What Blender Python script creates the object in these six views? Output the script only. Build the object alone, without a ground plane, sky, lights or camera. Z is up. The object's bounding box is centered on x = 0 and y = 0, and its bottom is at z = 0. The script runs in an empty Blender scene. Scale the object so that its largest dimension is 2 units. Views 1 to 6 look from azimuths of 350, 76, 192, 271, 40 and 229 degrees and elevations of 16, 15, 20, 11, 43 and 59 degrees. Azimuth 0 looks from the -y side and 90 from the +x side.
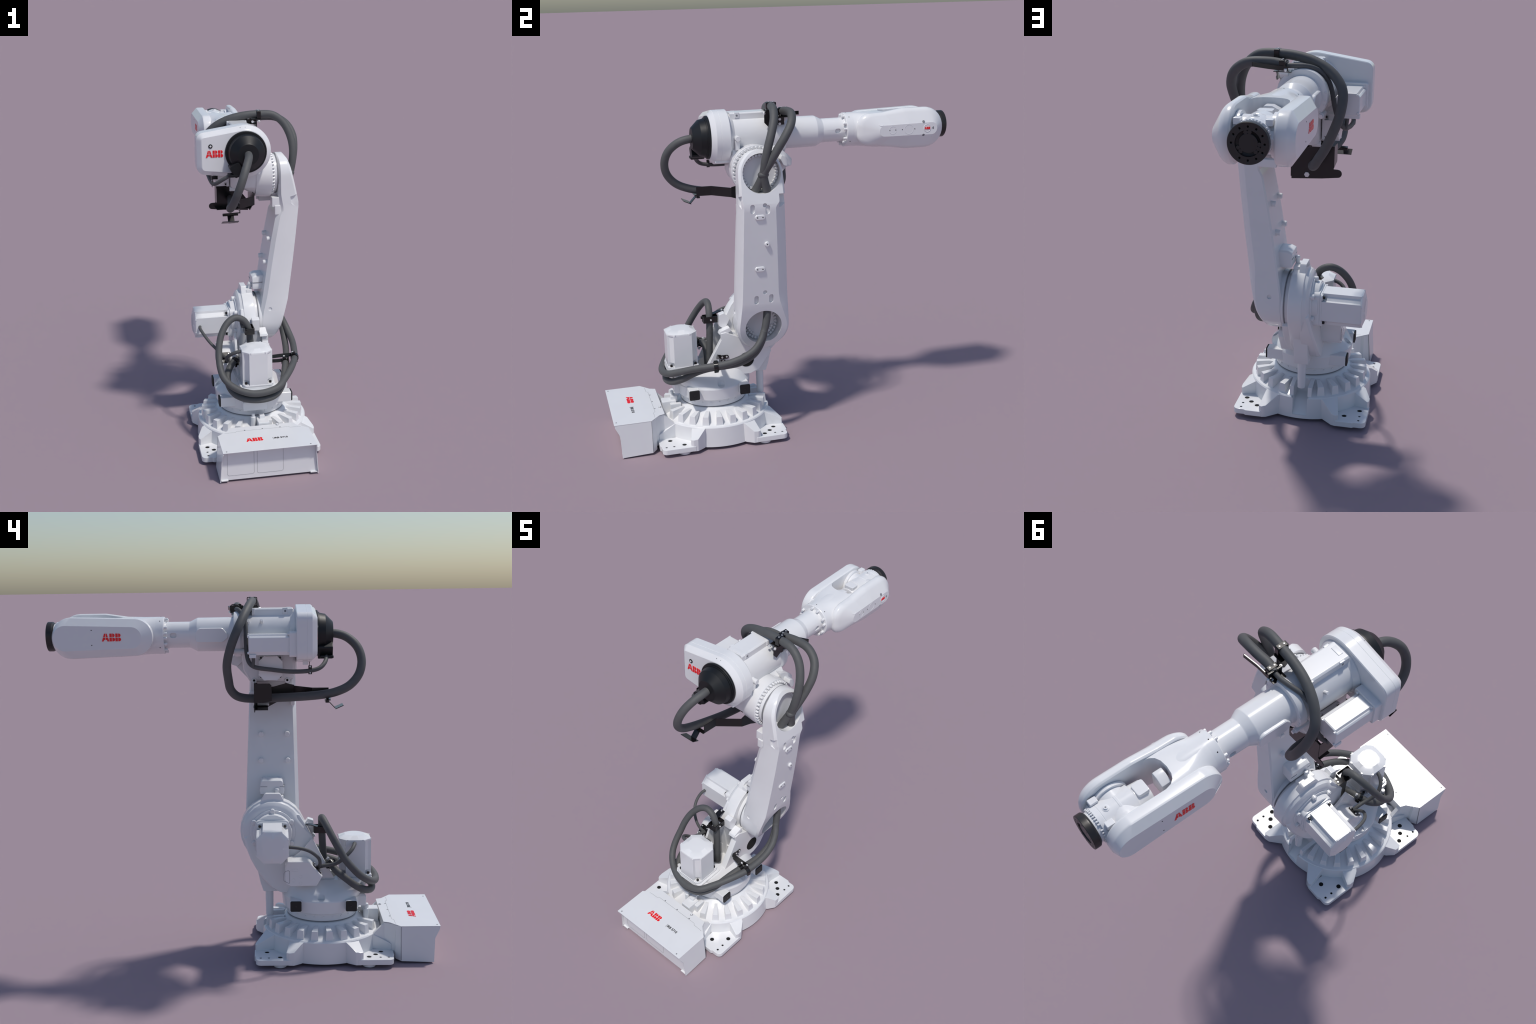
import bpy, bmesh, math, random
from mathutils import Vector, Matrix
random.seed(7)
PI = math.pi
CX, CY = -0.015, -0.4015          # slewing axis of the robot (x, y)
J2Y, J2Z = -0.142, 0.645          # shoulder axis (runs along x)
J3Y, J3Z = -0.146, 1.514          # elbow axis (runs along x)
JZ = 1.682                        # forearm axis height (runs along y at x = CX)

# ------------------------------------------------------------------ materials
def node_mat(name, base, rough, metal=0.0, var=0.03, scale=9.0, bump=0.0, bscale=300.0, spec=0.5, coat=0.0):
    m = bpy.data.materials.new(name); m.use_nodes = True
    nt = m.node_tree; b = nt.nodes['Principled BSDF']
    tc = nt.nodes.new('ShaderNodeTexCoord')
    n = nt.nodes.new('ShaderNodeTexNoise'); n.inputs['Scale'].default_value = scale
    n.inputs['Detail'].default_value = 4
    nt.links.new(tc.outputs['Object'], n.inputs['Vector'])
    r = nt.nodes.new('ShaderNodeValToRGB')
    r.color_ramp.elements[0].position = 0.3; r.color_ramp.elements[1].position = 0.7
    lo = [max(0, c * (1 - var)) for c in base]; hi = [min(1, c * (1 + var)) for c in base]
    r.color_ramp.elements[0].color = (*lo, 1); r.color_ramp.elements[1].color = (*hi, 1)
    nt.links.new(n.outputs['Fac'], r.inputs['Fac'])
    nt.links.new(r.outputs['Color'], b.inputs['Base Color'])
    b.inputs['Roughness'].default_value = rough; b.inputs['Metallic'].default_value = metal
    b.inputs['Specular IOR Level'].default_value = spec
    b.inputs['Coat Weight'].default_value = coat
    if bump > 0:
        n2 = nt.nodes.new('ShaderNodeTexNoise'); n2.inputs['Scale'].default_value = bscale
        nt.links.new(tc.outputs['Object'], n2.inputs['Vector'])
        bp = nt.nodes.new('ShaderNodeBump'); bp.inputs['Strength'].default_value = bump
        bp.inputs['Distance'].default_value = 0.0004
        nt.links.new(n2.outputs['Fac'], bp.inputs['Height']); nt.links.new(bp.outputs['Normal'], b.inputs['Normal'])
    return m
WHITE = node_mat('white_paint', (0.79, 0.793, 0.803), 0.18, var=0.012)
COVER = node_mat('white_sheet', (0.79, 0.793, 0.803), 0.20, var=0.01)
HOSE = node_mat('grey_conduit', (0.088, 0.090, 0.091), 0.62, var=0.05, scale=40, bump=0.15)
BLACK = node_mat('black_steel', (0.008, 0.007, 0.0075), 0.24, var=0.1)
CAP = node_mat('black_plastic', (0.0065, 0.0075, 0.009), 0.45, var=0.1, spec=.4)
RUBBER = node_mat('black_rubber', (0.010, 0.010, 0.010), 0.6, var=0.1)
FLANGE = node_mat('dark_flange_metal', (0.030, 0.028, 0.028), 0.38, metal=0.3, var=0.06)
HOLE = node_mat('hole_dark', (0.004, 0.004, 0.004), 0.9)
GREY = node_mat('seam_grey', (0.22, 0.225, 0.24), 0.6)
STEEL = node_mat('zinc_bolt', (0.72, 0.72, 0.73), 0.35, metal=0.35)
RED = node_mat('red_print', (0.88, 0.010, 0.016), 0.22)
INK = node_mat('black_print', (0.02, 0.02, 0.022), 0.22)

# ------------------------------------------------------------------ object helpers
root = bpy.data.objects.new('industrial_robot_arm', None)
bpy.context.collection.objects.link(root)
root.location = (CX, CY, 0.0)
root['label'] = 'white six-axis industrial robot arm with grey cable hoses'
root['category'] = 'robot arm'
bpy.context.view_layer.update()

def finish(bm, name, mat, parent=None, angle=32, bevel=0.0, seg=2, weighted=True):
    bmesh.ops.remove_doubles(bm, verts=bm.verts, dist=1e-6)
    bmesh.ops.recalc_face_normals(bm, faces=bm.faces)
    me = bpy.data.meshes.new(name); bm.to_mesh(me); bm.free()
    ob = bpy.data.objects.new(name, me); bpy.context.collection.objects.link(ob)
    if mat: me.materials.append(mat)
    if bevel > 0:
        md = ob.modifiers.new('b', 'BEVEL'); md.width = bevel; md.segments = seg
        md.limit_method = 'ANGLE'; md.angle_limit = math.radians(28); md.harden_normals = False
        apply(ob)
    smooth(ob, angle, weighted)
    adopt(ob, parent)
    return ob
def adopt(ob, parent):
    p = parent or root
    mw = ob.matrix_world.copy(); ob.parent = p
    ob.matrix_parent_inverse = Matrix.Translation((-CX, -CY, 0)) if p is root else Matrix.Identity(4)
def smooth(ob, angle=32, weighted=True):
    me = ob.data
    for p in me.polygons: p.use_smooth = True
    me.set_sharp_from_angle(angle=math.radians(angle))
    if not weighted: return
    md = ob.modifiers.new('w', 'WEIGHTED_NORMAL'); md.keep_sharp = True; md.weight = 80; md.mode = 'FACE_AREA'
    apply(ob)
def apply(ob):
    dg = bpy.context.evaluated_depsgraph_get(); dg.update()
    me = bpy.data.meshes.new_from_object(ob.evaluated_get(dg))
    old = ob.data; nm = old.name; ob.modifiers.clear(); ob.data = me
    bpy.data.meshes.remove(old); me.name = nm
def tmp(bm):
    bmesh.ops.remove_doubles(bm, verts=bm.verts, dist=1e-6)
    bmesh.ops.recalc_face_normals(bm, faces=bm.faces)
    me = bpy.data.meshes.new('tmp'); bm.to_mesh(me); bm.free()
    ob = bpy.data.objects.new('tmp', me); bpy.context.collection.objects.link(ob); return ob
def boolean(ob, cutter_bm, op='DIFFERENCE'):
    c = tmp(cutter_bm)
    md = ob.modifiers.new('c', 'BOOLEAN'); md.object = c; md.operation = op; md.solver = 'EXACT'
    md.use_self = True
    apply(ob)
    me = c.data; bpy.data.objects.remove(c); bpy.data.meshes.remove(me)
def copies(src, mats):
    for m in mats:
        o = src.copy(); bpy.context.collection.objects.link(o); o.matrix_basis = m
    
# ------------------------------------------------------------------ geometry helpers
def loft(bm, secs, cap0=True, cap1=True, closed=True):
    rows = [[bm.verts.new(p) for p in s] for s in secs]
    n = len(rows[0])
    for a, b in zip(rows, rows[1:]):
        for i in range(n if closed else n - 1):
            j = (i + 1) % n
            try: bm.faces.new((a[i], a[j], b[j], b[i]))
            except ValueError: pass
    if cap0: bm.faces.new(rows[0][::-1])
    if cap1: bm.faces.new(rows[-1])
def ax3(axis, a, p, q):
    # axis 'x': (a, p, q)=(x, y, z); 'y': (p, a, q)=(x, y, z); 'z': (p, q, a)
    return {'x': (a, p, q), 'y': (p, a, q), 'z': (p, q, a)}[axis]
def lathe(bm, axis, c, prof, n=64, cap=True):
    """prof: list of (position along axis, radius); c: the two other coordinates"""
    secs = []
    for a, r in prof:
        r = max(r, 1e-4)
        secs.append([ax3(axis, a, c[0] + r * math.cos(t * 2 * PI / n), c[1] + r * math.sin(t * 2 * PI / n)) for t in range(n)])
    loft(bm, secs, cap, cap)
def cyl(bm, axis, c, a0, a1, r, n=32, ch=0.0):
    if ch: lathe(bm, axis, c, [(a0, r), (a1 - ch if a1 > a0 else a1 + ch, r), (a1, r - ch)], n)
    else: lathe(bm, axis, c, [(a0, r), (a1, r)], n)
def prism(bm, axis, pts, a0, a1):
    loft(bm, [[ax3(axis, a0, *p) for p in pts], [ax3(axis, a1, *p) for p in pts]])
def box(bm, x0, x1, y0, y1, z0, z1):
    prism(bm, 'z', [(x0, y0), (x1, y0), (x1, y1), (x0, y1)], z0, z1)
def rrect(cx, cy, hx, hy, r, n=6):
    pts = []
    for sx, sy, a0 in ((1, 1, 0), (-1, 1, 90), (-1, -1, 180), (1, -1, 270)):
        for i in range(n + 1):
            a = math.radians(a0 + 90 * i / n)
            pts.append((cx + sx * (hx - r) + r * math.cos(a), cy + sy * (hy - r) + r * math.sin(a)))
    return pts
def rpoly(pts, rads, n=6):
    """polygon with rounded corners"""
    out = []
    N = len(pts)
    for i, (p, r) in enumerate(zip(pts, rads)):
        p = Vector(p); a = (Vector(pts[i - 1]) - p); b = (Vector(pts[(i + 1) % N]) - p)
        if r <= 0: out.append(tuple(p)); continue
        la, lb = a.length, b.length; a /= la; b /= lb
        half = a.angle(b) / 2
        d = min(r / math.tan(half), la * .49, lb * .49); rr = d * math.tan(half)
        c = p + (a + b).normalized() * (rr / math.sin(half))
        s = p + a * d - c; e = p + b * d - c
        a0 = math.atan2(s.y, s.x); da = math.atan2(e.y, e.x) - a0
        while da > PI: da -= 2 * PI
        while da < -PI: da += 2 * PI
        for k in range(n + 1):
            t = a0 + da * k / n; out.append((c.x + rr * math.cos(t), c.y + rr * math.sin(t)))
    return out
def inset(pts, d):
    """move each vertex of a closed polygon inward by d (ccw or cw)"""
    N = len(pts); A = sum(pts[i][0] * pts[(i + 1) % N][1] - pts[(i + 1) % N][0] * pts[i][1] for i in range(N))
    s = 1 if A > 0 else -1; out = []
    for i in range(N):
        p0, p, p1 = Vector(pts[i - 1]), Vector(pts[i]), Vector(pts[(i + 1) % N])
        e0 = (p - p0); e1 = (p1 - p)
        if e0.length < 1e-9 or e1.length < 1e-9: out.append(tuple(p)); continue
        n0 = Vector((-e0.y, e0.x)).normalized() * s; n1 = Vector((-e1.y, e1.x)).normalized() * s
        k = n0 + n1; k = k / max(k.length_squared, .2) * 2
        out.append((p.x + k.x * d, p.y + k.y * d))
    return out
def spline(pts, step=0.006):
    P = [Vector(p) for p in pts]
    P = [P[0] * 2 - P[1]] + P + [P[-1] * 2 - P[-2]]
    out = []
    for i in range(1, len(P) - 2):
        p0, p1, p2, p3 = P[i - 1:i + 3]
        t0 = 0; t1 = t0 + (p1 - p0).length ** .5; t2 = t1 + (p2 - p1).length ** .5; t3 = t2 + (p3 - p2).length ** .5
        n = max(2, int((p2 - p1).length / step))
        for k in range(n):
            t = t1 + (t2 - t1) * k / n
            a1 = p0 * ((t1 - t) / (t1 - t0)) + p1 * ((t - t0) / (t1 - t0))
            a2 = p1 * ((t2 - t) / (t2 - t1)) + p2 * ((t - t1) / (t2 - t1))
            a3 = p2 * ((t3 - t) / (t3 - t2)) + p3 * ((t - t2) / (t3 - t2))
            b1 = a1 * ((t2 - t) / (t2 - t0)) + a2 * ((t - t0) / (t2 - t0))
            b2 = a2 * ((t3 - t) / (t3 - t1)) + a3 * ((t - t1) / (t3 - t1))
            out.append(b1 * ((t2 - t) / (t2 - t1)) + b2 * ((t - t1) / (t2 - t1)))
    out.append(P[-2]); 
    for _ in range(6):
        out = [out[0]] + [(out[i - 1] + out[i] * 2 + out[i + 1]) / 4 for i in range(1, len(out) - 1)] + [out[-1]]
    return out
def tube(bm, pts, r, n=20, raw=False):
    P = pts if raw else spline(pts)
    t = (P[1] - P[0]).normalized(); u = t.orthogonal().normalized(); secs = []
    for i, p in enumerate(P):
        t2 = (P[min(i + 1, len(P) - 1)] - P[max(i - 1, 0)]).normalized()
        u = (u - t2 * u.dot(t2)).normalized(); v = t2.cross(u)
        secs.append([p + (u * math.cos(k * 2 * PI / n) + v * math.sin(k * 2 * PI / n)) * r for k in range(n)])
    loft(bm, secs)
def hose(name, pts, r):
    bm = bmesh.new(); tube(bm, pts, r); return finish(bm, name, HOSE, angle=60)
def strip(bm, path, w, t, wdir):
    """bent sheet strip through path points; width vector direction wdir, thickness t"""
    P = [Vector(p) for p in path]; wd = Vector(wdir).normalized(); secs = []
    for i, p in enumerate(P):
        a = (P[i] - P[i - 1]).normalized() if i else (P[1] - P[0]).normalized()
        b = (P[i + 1] - P[i]).normalized() if i < len(P) - 1 else a
        d = (a + b).normalized(); nn = d.cross(wd).normalized()
        k = 1 / max(.4, nn.dot(a.cross(wd).normalized()))
        secs.append([p + wd * w / 2 + nn * t / 2 * k, p - wd * w / 2 + nn * t / 2 * k, p - wd * w / 2 - nn * t / 2 * k, p + wd * w / 2 - nn * t / 2 * k])
    loft(bm, secs)
def place(bm, M): bmesh.ops.transform(bm, matrix=M, verts=bm.verts)
def bolt_mesh(name, r, h, mat, hexa=False):
    bm = bmesh.new()
    n = 6 if hexa else 16
    lathe(bm, 'z', (0, 0), [(-h * .4, r), (h * .85, r), (h, r * .85)], n)
    if not hexa:
        pass
    return finish(bm, name, mat, angle=40)
def bolts(name, r, h, mat, places, parent=None, hexa=False):
    """places: list of (position, normal)"""
    src = bolt_mesh(name, r, h, mat, hexa)
    if parent: adopt(src, parent)
    ms = []
    for p, nrm in places:
        q = Vector((0, 0, 1)).rotation_difference(Vector(nrm))
        ms.append(Matrix.Translation(p) @ q.to_matrix().to_4x4())
    src.matrix_basis = ms[0]; copies(src, ms[1:])
    return src
def ring_pts(axis, a, c, r, angs):
    return [ax3(axis, a, c[0] + r * math.cos(math.radians(t)), c[1] + r * math.sin(math.radians(t))) for t in angs]

# ------------------------------------------------------------------ BASE
def base():
    bm = bmesh.new()
    lathe(bm, 'z', (CX, CY), [(0.010, .312), (0.015, .322), (0.124, .316), (0.130, .311), (0.131, .300),
                              (0.152, .245), (0.178, .206), (0.189, .194), (0.193, .186), (0.193, .10)], 120)
    ob = finish(bm, 'base', WHITE, angle=25)
    # rear channel
    cut = bmesh.new()
    prism(cut, 'x', [(CY + .205, .30), (CY + .205, .105), (CY + .272, .098), (CY + .312, .034), (CY + .40, .026), (CY + .40, .30)], CX - .037, CX + .037)
    boolean(ob, cut)
    smooth(ob, 25)
    # ribs
    bm = bmesh.new()
    for a in [90 + sg * (20 + 15 * k) for sg in (-1, 1) for k in range(10)]:
        rot = Matrix.Translation((CX, CY, 0)) @ Matrix.Rotation(math.radians(a), 4, 'Z')
        b = bmesh.new()
        def sec(r, h, zt): return [(r, -h, .10), (r, h, .10), (r, h * .70, zt), (r, -h * .70, zt)]
        loft(b, [sec(.195, .012, .178), sec(.225, .0155, .184), (sec(.293, .0225, .180))])
        bmesh.ops.translate(b, verts=[v for v in b.verts if v.co.x > .28 and v.co.z < .15], vec=(.007, 0, 0))
        place(b, rot); me = bpy.data.meshes.new('t'); b.to_mesh(me); b.free(); bm.from_mesh(me); bpy.data.meshes.remove(me)
    for s in (-1, 1):   # channel walls
        prism(bm, 'x', [(CY + .20, .05), (CY + .20, .186), (CY + .295, .180), (CY + .309, .05)], CX + s * .0355, CX + s * .057)
    ribs = finish(bm, 'base_rib', WHITE, ob, angle=25, bevel=.0022); ribs['kind'] = 'stuff'
    # feet
    plan = [(.19, .25), (.19, .360), (.274, .360), (.284, .353), (.340, .353), (.340, .170), (.255, .170)]
    rad = [0, .004, .003, .003, .030, .004, 0]
    ALL = [(.2265, .296, .0125), (.264, .2645, .0125), (.296, .228, .0125), (.303, .286, .0065), (.303, .328, .0065)]
    for sx in (-1, 1):
        for sy in (-1, 1):
            S = lambda u, v: (CX + sx * u, CY + sy * v)
            holes = ALL if sx * sy > 0 else [ALL[0], ALL[2], ALL[3], ALL[4]]
            bm = bmesh.new()
            prism(bm, 'z', [S(*p) for p in rpoly(plan, rad, 5)], .018, .046)
            foot = finish(bm, 'foot', WHITE, angle=25, bevel=.002)
            cut = bmesh.new()
            for u, v, r in holes: cyl(cut, 'z', S(u, v), .022, .06, r, 24)
            boolean(foot, cut); smooth(foot, 25)
            bm = bmesh.new()
            for u, v, r in holes: cyl(bm, 'z', S(u, v), .020, .0440, r * .985, 24)
            finish(bm, 'bolt_hole', HOLE, foot)
            bm = bmesh.new()
            for u, v, r in (ALL[0], ALL[2]):
                for rr in (.019,):
                    a = [S(u + rr * math.cos(t * PI / 16), v + rr * math.sin(t * PI / 16)) for t in range(32)]
                    b = [S(u + (rr - .0012) * math.cos(t * PI / 16), v + (rr - .0012) * math.sin(t * PI / 16)) for t in range(32)]
                    loft(bm, [[(*p, .0455) for p in a], [(*p, .0464) for p in a], [(*p, .0464) for p in b], [(*p, .0455) for p in b]], False, False)
            finish(bm, 'spotface_ring', WHITE, foot)
            bm = bmesh.new()
            cyl(bm, 'z', S(.296, .228), 0.0, .025, .034, 40)
            finish(bm, 'locating_pin', WHITE, foot, bevel=.003)
            # side ribs of the foot
            bm = bmesh.new()
            def rib(poly):  # poly of (u, v, ztop)
                loft(bm, [[(*S(u, v), .016) for u, v, z in poly], [(*S(u, v), z) for u, v, z in poly]])
            rib([(.235, .150, .127), (.293, .105, .127), (.311, .118, .122), (.338, .158, .085), (.338, .182, .083), (.330, .197, .083), (.250, .175, .127)])
            rib([(.120, .265, .127), (.098, .292, .127), (.116, .305, .122), (.168, .352, .080), (.190, .358, .076), (.204, .352, .078), (.185, .255, .127)])
            finish(bm, 'foot_rib', WHITE, foot, angle=25, bevel=.002)
    # neck towards the connection cabinet
    bm = bmesh.new()
    pl = [(-.182, -.314), (-.194, -.345), (-.236, -.392), (.236, -.392), (.194, -.345), (.182, -.314)]
    loft(bm, [[(CX + p[0], CY + p[1], .020) for p in pl], [(CX + p[0], CY + p[1], .188) for p in pl]])
    for sgn in (-1, 1):
        prism(bm, 'x', [(CY - .320, .187), (CY - .262, .130), (CY - .255, .02), (CY - .320, .02)], CX + sgn * .162, CX + sgn * .1835)
    finish(bm, 'neck', WHITE, ob, angle=25, bevel=.002)
    # mechanical stop / synch sensor on the neck
    bm = bmesh.new()
    box(bm, CX - .012, CX + .052, CY - .305, CY - .225, .12, .205)
    box(bm, CX + .004, CX + .034, CY - .255, CY - .215, .19, .225)
    box(bm, CX + .05, CX + .075, CY - .262, CY - .20, .11, .195)
    finish(bm, 'stop_block', WHITE, ob, angle=25, bevel=.004)
    bm = bmesh.new()
    lathe(bm, 'z', (CX - .030, CY - .236), [(.12, .0145), (.213, .0145), (.214, .0095), (.232, .0095), (.234, .006)], 20)
    finish(bm, 'sensor_post', WHITE, ob, angle=30)
    bm = bmesh.new()
    cyl(bm, 'z', (CX + .090, CY - .325), .12, .194, .010, 16, .002); cyl(bm, 'z', (CX + .090, CY - .325), .19, .202, .006, 12)
    finish(bm, 'neck_bolt', WHITE, ob, angle=30)
    return ob
BASE = base()

# ------------------------------------------------------------------ CABINET
def letters_logo(name, w, M, depth=.0012, mat=RED):
    """three-letter red logo built from split letter pieces; local x right, y up, width w, height .4 w"""
    h = .4 * w; g = h * .035; bm = bmesh.new(); mid = h * .5
    def pc(p): 
        A = sum(p[i][0] * p[(i + 1) % len(p)][1] - p[(i + 1) % len(p)][0] * p[i][1] for i in range(len(p)))
        prism(bm, 'z', p if A > 0 else p[::-1], -.0008, depth)
    # letter A: four quarters
    aw = .385 * w; c = aw / 2; ap = aw * .17; st = aw * .27
    def edge(y): return (c - ap) * y / h     # outer slanted edge offset from left
    for s in (-1, 1):
        f = lambda x: c + s * (c - x) * -1 if s == 1 else x
        X = (lambda x: x) if s == -1 else (lambda x: aw - x)
        pc([(X(edge(mid + g)), mid + g), (X(edge(h)), h), (X(c - g), h), (X(c - g), h * .72), (X(c - g - .02 * aw), h * .72), (X(edge(mid + g) + st), mid + g)])
        pc([(X(0), 0), (X(edge(mid - g)), mid - g), (X(c - g), mid - g), (X(c - g), h * .20), (X(edge(h * .2) + st * .93), h * .20), (X(st * .86), 0)])
    # letter B twice
    for x0 in (.40 * w, .71 * w):
        bw = .29 * w; L = bw * .42; k = bw * .30
        for y0, y1, ex in ((0, mid - g, 1.0), (mid + g, h, .93)):
            t = (y1 - y0)
            pc([(x0, y0), (x0 + L, y0), (x0 + L, y1), (x0, y1)])
            x1 = x0 + L + 2 * g; xr = x0 + bw * ex; r = t * .5
            arc = [(xr - r + r * math.cos(a), y0 + t / 2 + r * math.sin(a)) for a in [(-90 + 15 * i) * PI / 180 for i in range(13)]]
            pc([(x1, y0)] + arc + [(x1, y1)])
    place(bm, M)
    return bm
def logo(w, M, parent=None):
    return finish(letters_logo('logo', w, M), 'logo_lettering', RED, parent, angle=30)
def text(body, size, M, mat, parent=None, extr=.0010, off=.0):
    cu = bpy.data.curves.new('text', 'FONT'); cu.body = body; cu.size = size; cu.extrude = extr; cu.offset = off
    o = bpy.data.objects.new('text', cu); bpy.context.collection.objects.link(o)
    dg = bpy.context.evaluated_depsgraph_get(); dg.update()
    me = bpy.data.meshes.new_from_object(o.evaluated_get(dg)); bpy.data.objects.remove(o); bpy.data.curves.remove(cu)
    me.transform(M); me.materials.clear(); me.materials.append(mat)
    ob = bpy.data.objects.new('model_lettering', me); me.name = 'model_lettering'
    bpy.context.collection.objects.link(ob); adopt(ob, parent); return ob
def frame_line(bm, pts, w, a0, a1, axis):
    q = inset(pts, w)
    loft(bm, [[ax3(axis, a0, *p) for p in pts], [ax3(axis, a1, *p) for p in pts], [ax3(axis, a1, *p) for p in q], [ax3(axis, a0, *p) for p in q]], False, False)
def cabinet():
    H = .2565; T = .0045
    bm = bmesh.new()    # rear body (closed box behind recessed panel)
    pl = [(-H + T, -.962 - CY), (H - T, -.962 - CY), (H - T, -.796 - CY), (.232, -.772 - CY), (-.232, -.772 - CY), (-H + T, -.796 - CY)]
    pl = [(CX + a, CY + b) for a, b in pl]
    pin = [(a, b + (.006 if b < -.95 else 0)) for a, b in pl]
    loft(bm, [[(CX + (p[0] - CX) * (1.055 if p[1] < -.79 else 1.0), p[1], .010) for p in pin], [(*p, .190) for p in pin]])
    ob = finish(bm, 'cabinet', COVER, angle=25)
    # lid
    bm = bmesh.new()
    lid = [(CX - H, -1.0), (CX + H, -1.0), (CX + H, -.796), (CX + .196, -.745), (CX + .184, -.714), (CX - .184, -.714), (CX - .196, -.745), (CX - H, -.796)]
    loft(bm, [[(*p, .1905) for p in lid], [(*p, .194) for p in lid]])
    finish(bm, 'lid', COVER, ob, angle=25, bevel=.0012)
    # side plates
    for s in (-1, 1):
        bm = bmesh.new(); x0 = CX + s * (H - T); x1 = CX + s * (H - .0005)
        sp = [(-.9965, .1900), (-.9965, .178), (-.972, .130), (-.967, .004), (-.800, .010), (-.797, .1900)]
        loft(bm, [[(x + s * .0145 * (.19 - z) / .18, y, z) for y, z in sp] for x in (x0, x1)])
        finish(bm, 'side_plate', COVER, ob, angle=25)
        bm = bmesh.new()
        box(bm, min(x0 + s * .012, CX + s * (H - .03)), max(x0 + s * .012, CX + s * (H - .03)), -.966, -.955, .009, .014)
        finish(bm, 'bottom_flange', COVER, ob)
    # front knock-out lines
    bm = bmesh.new()
    for x0, x1 in ((-.245, -.098), (-.082, .062)):
        pts = rpoly([(x0, .034), (x1, .034), (x1, .183), (x0, .183)], [.012] * 4)
        frame_line(bm, pts, .0012, -.9555, -.9565, 'y')
    finish(bm, 'panel_seam', GREY, ob)
    bm = bmesh.new()   # seam between cabinet and neck
    for s in (-1, 1):
        loft(bm, [[(CX + s * (h + d), y, z) for d, y in ((-.001, -.7965), (.0012, -.7985), (.0012, -.7965))] for h, z in ((.2690, .016), (.2555, .19))])
    seam = [(CX - .215, -.775), (CX - .20, -.7725), (CX - .155, -.772), (CX - .145, -.762), (CX + .145, -.762), (CX + .155, -.772), (CX + .20, -.7725), (CX + .215, -.775)]
    strip(bm, [(x, y, .1940) for x, y in seam], .0014, .0008, (0, 0.3, 1)) if 0 else None
    for a, b in zip(seam, seam[1:]):
        strip(bm, [(a[0], a[1], .1940), (b[0], b[1], .1940)], .0012, .0006, Vector((b[0] - a[0], b[1] - a[1], 0)).cross(Vector((0, 0, 1))))
    finish(bm, 'lid_seam', GREY, ob)
    bolts('lid_screw', .0042, .0012, GREY, [((CX + x, y, .1938), (0, 0, 1)) for x, y in ((-.235, -.985), (.222, -.985), (-.10, -.757), (0, -.757), (.10, -.757))], ob)
    logo(.093, Matrix.Translation((-.127, -.895, .1945)), ob)
    text('IRB 5710', .0225, Matrix.Translation((.026, -.887, .1942)) @ Matrix.Diagonal((.93, 1, 1, 1)), INK, ob, .0006, .0006)
    bm = bmesh.new(); box(bm, .0205, .0217, -.893, -.868, .1938, .1947); finish(bm, 'model_bar', INK, ob)
    return ob
CAB = cabinet()

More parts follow.
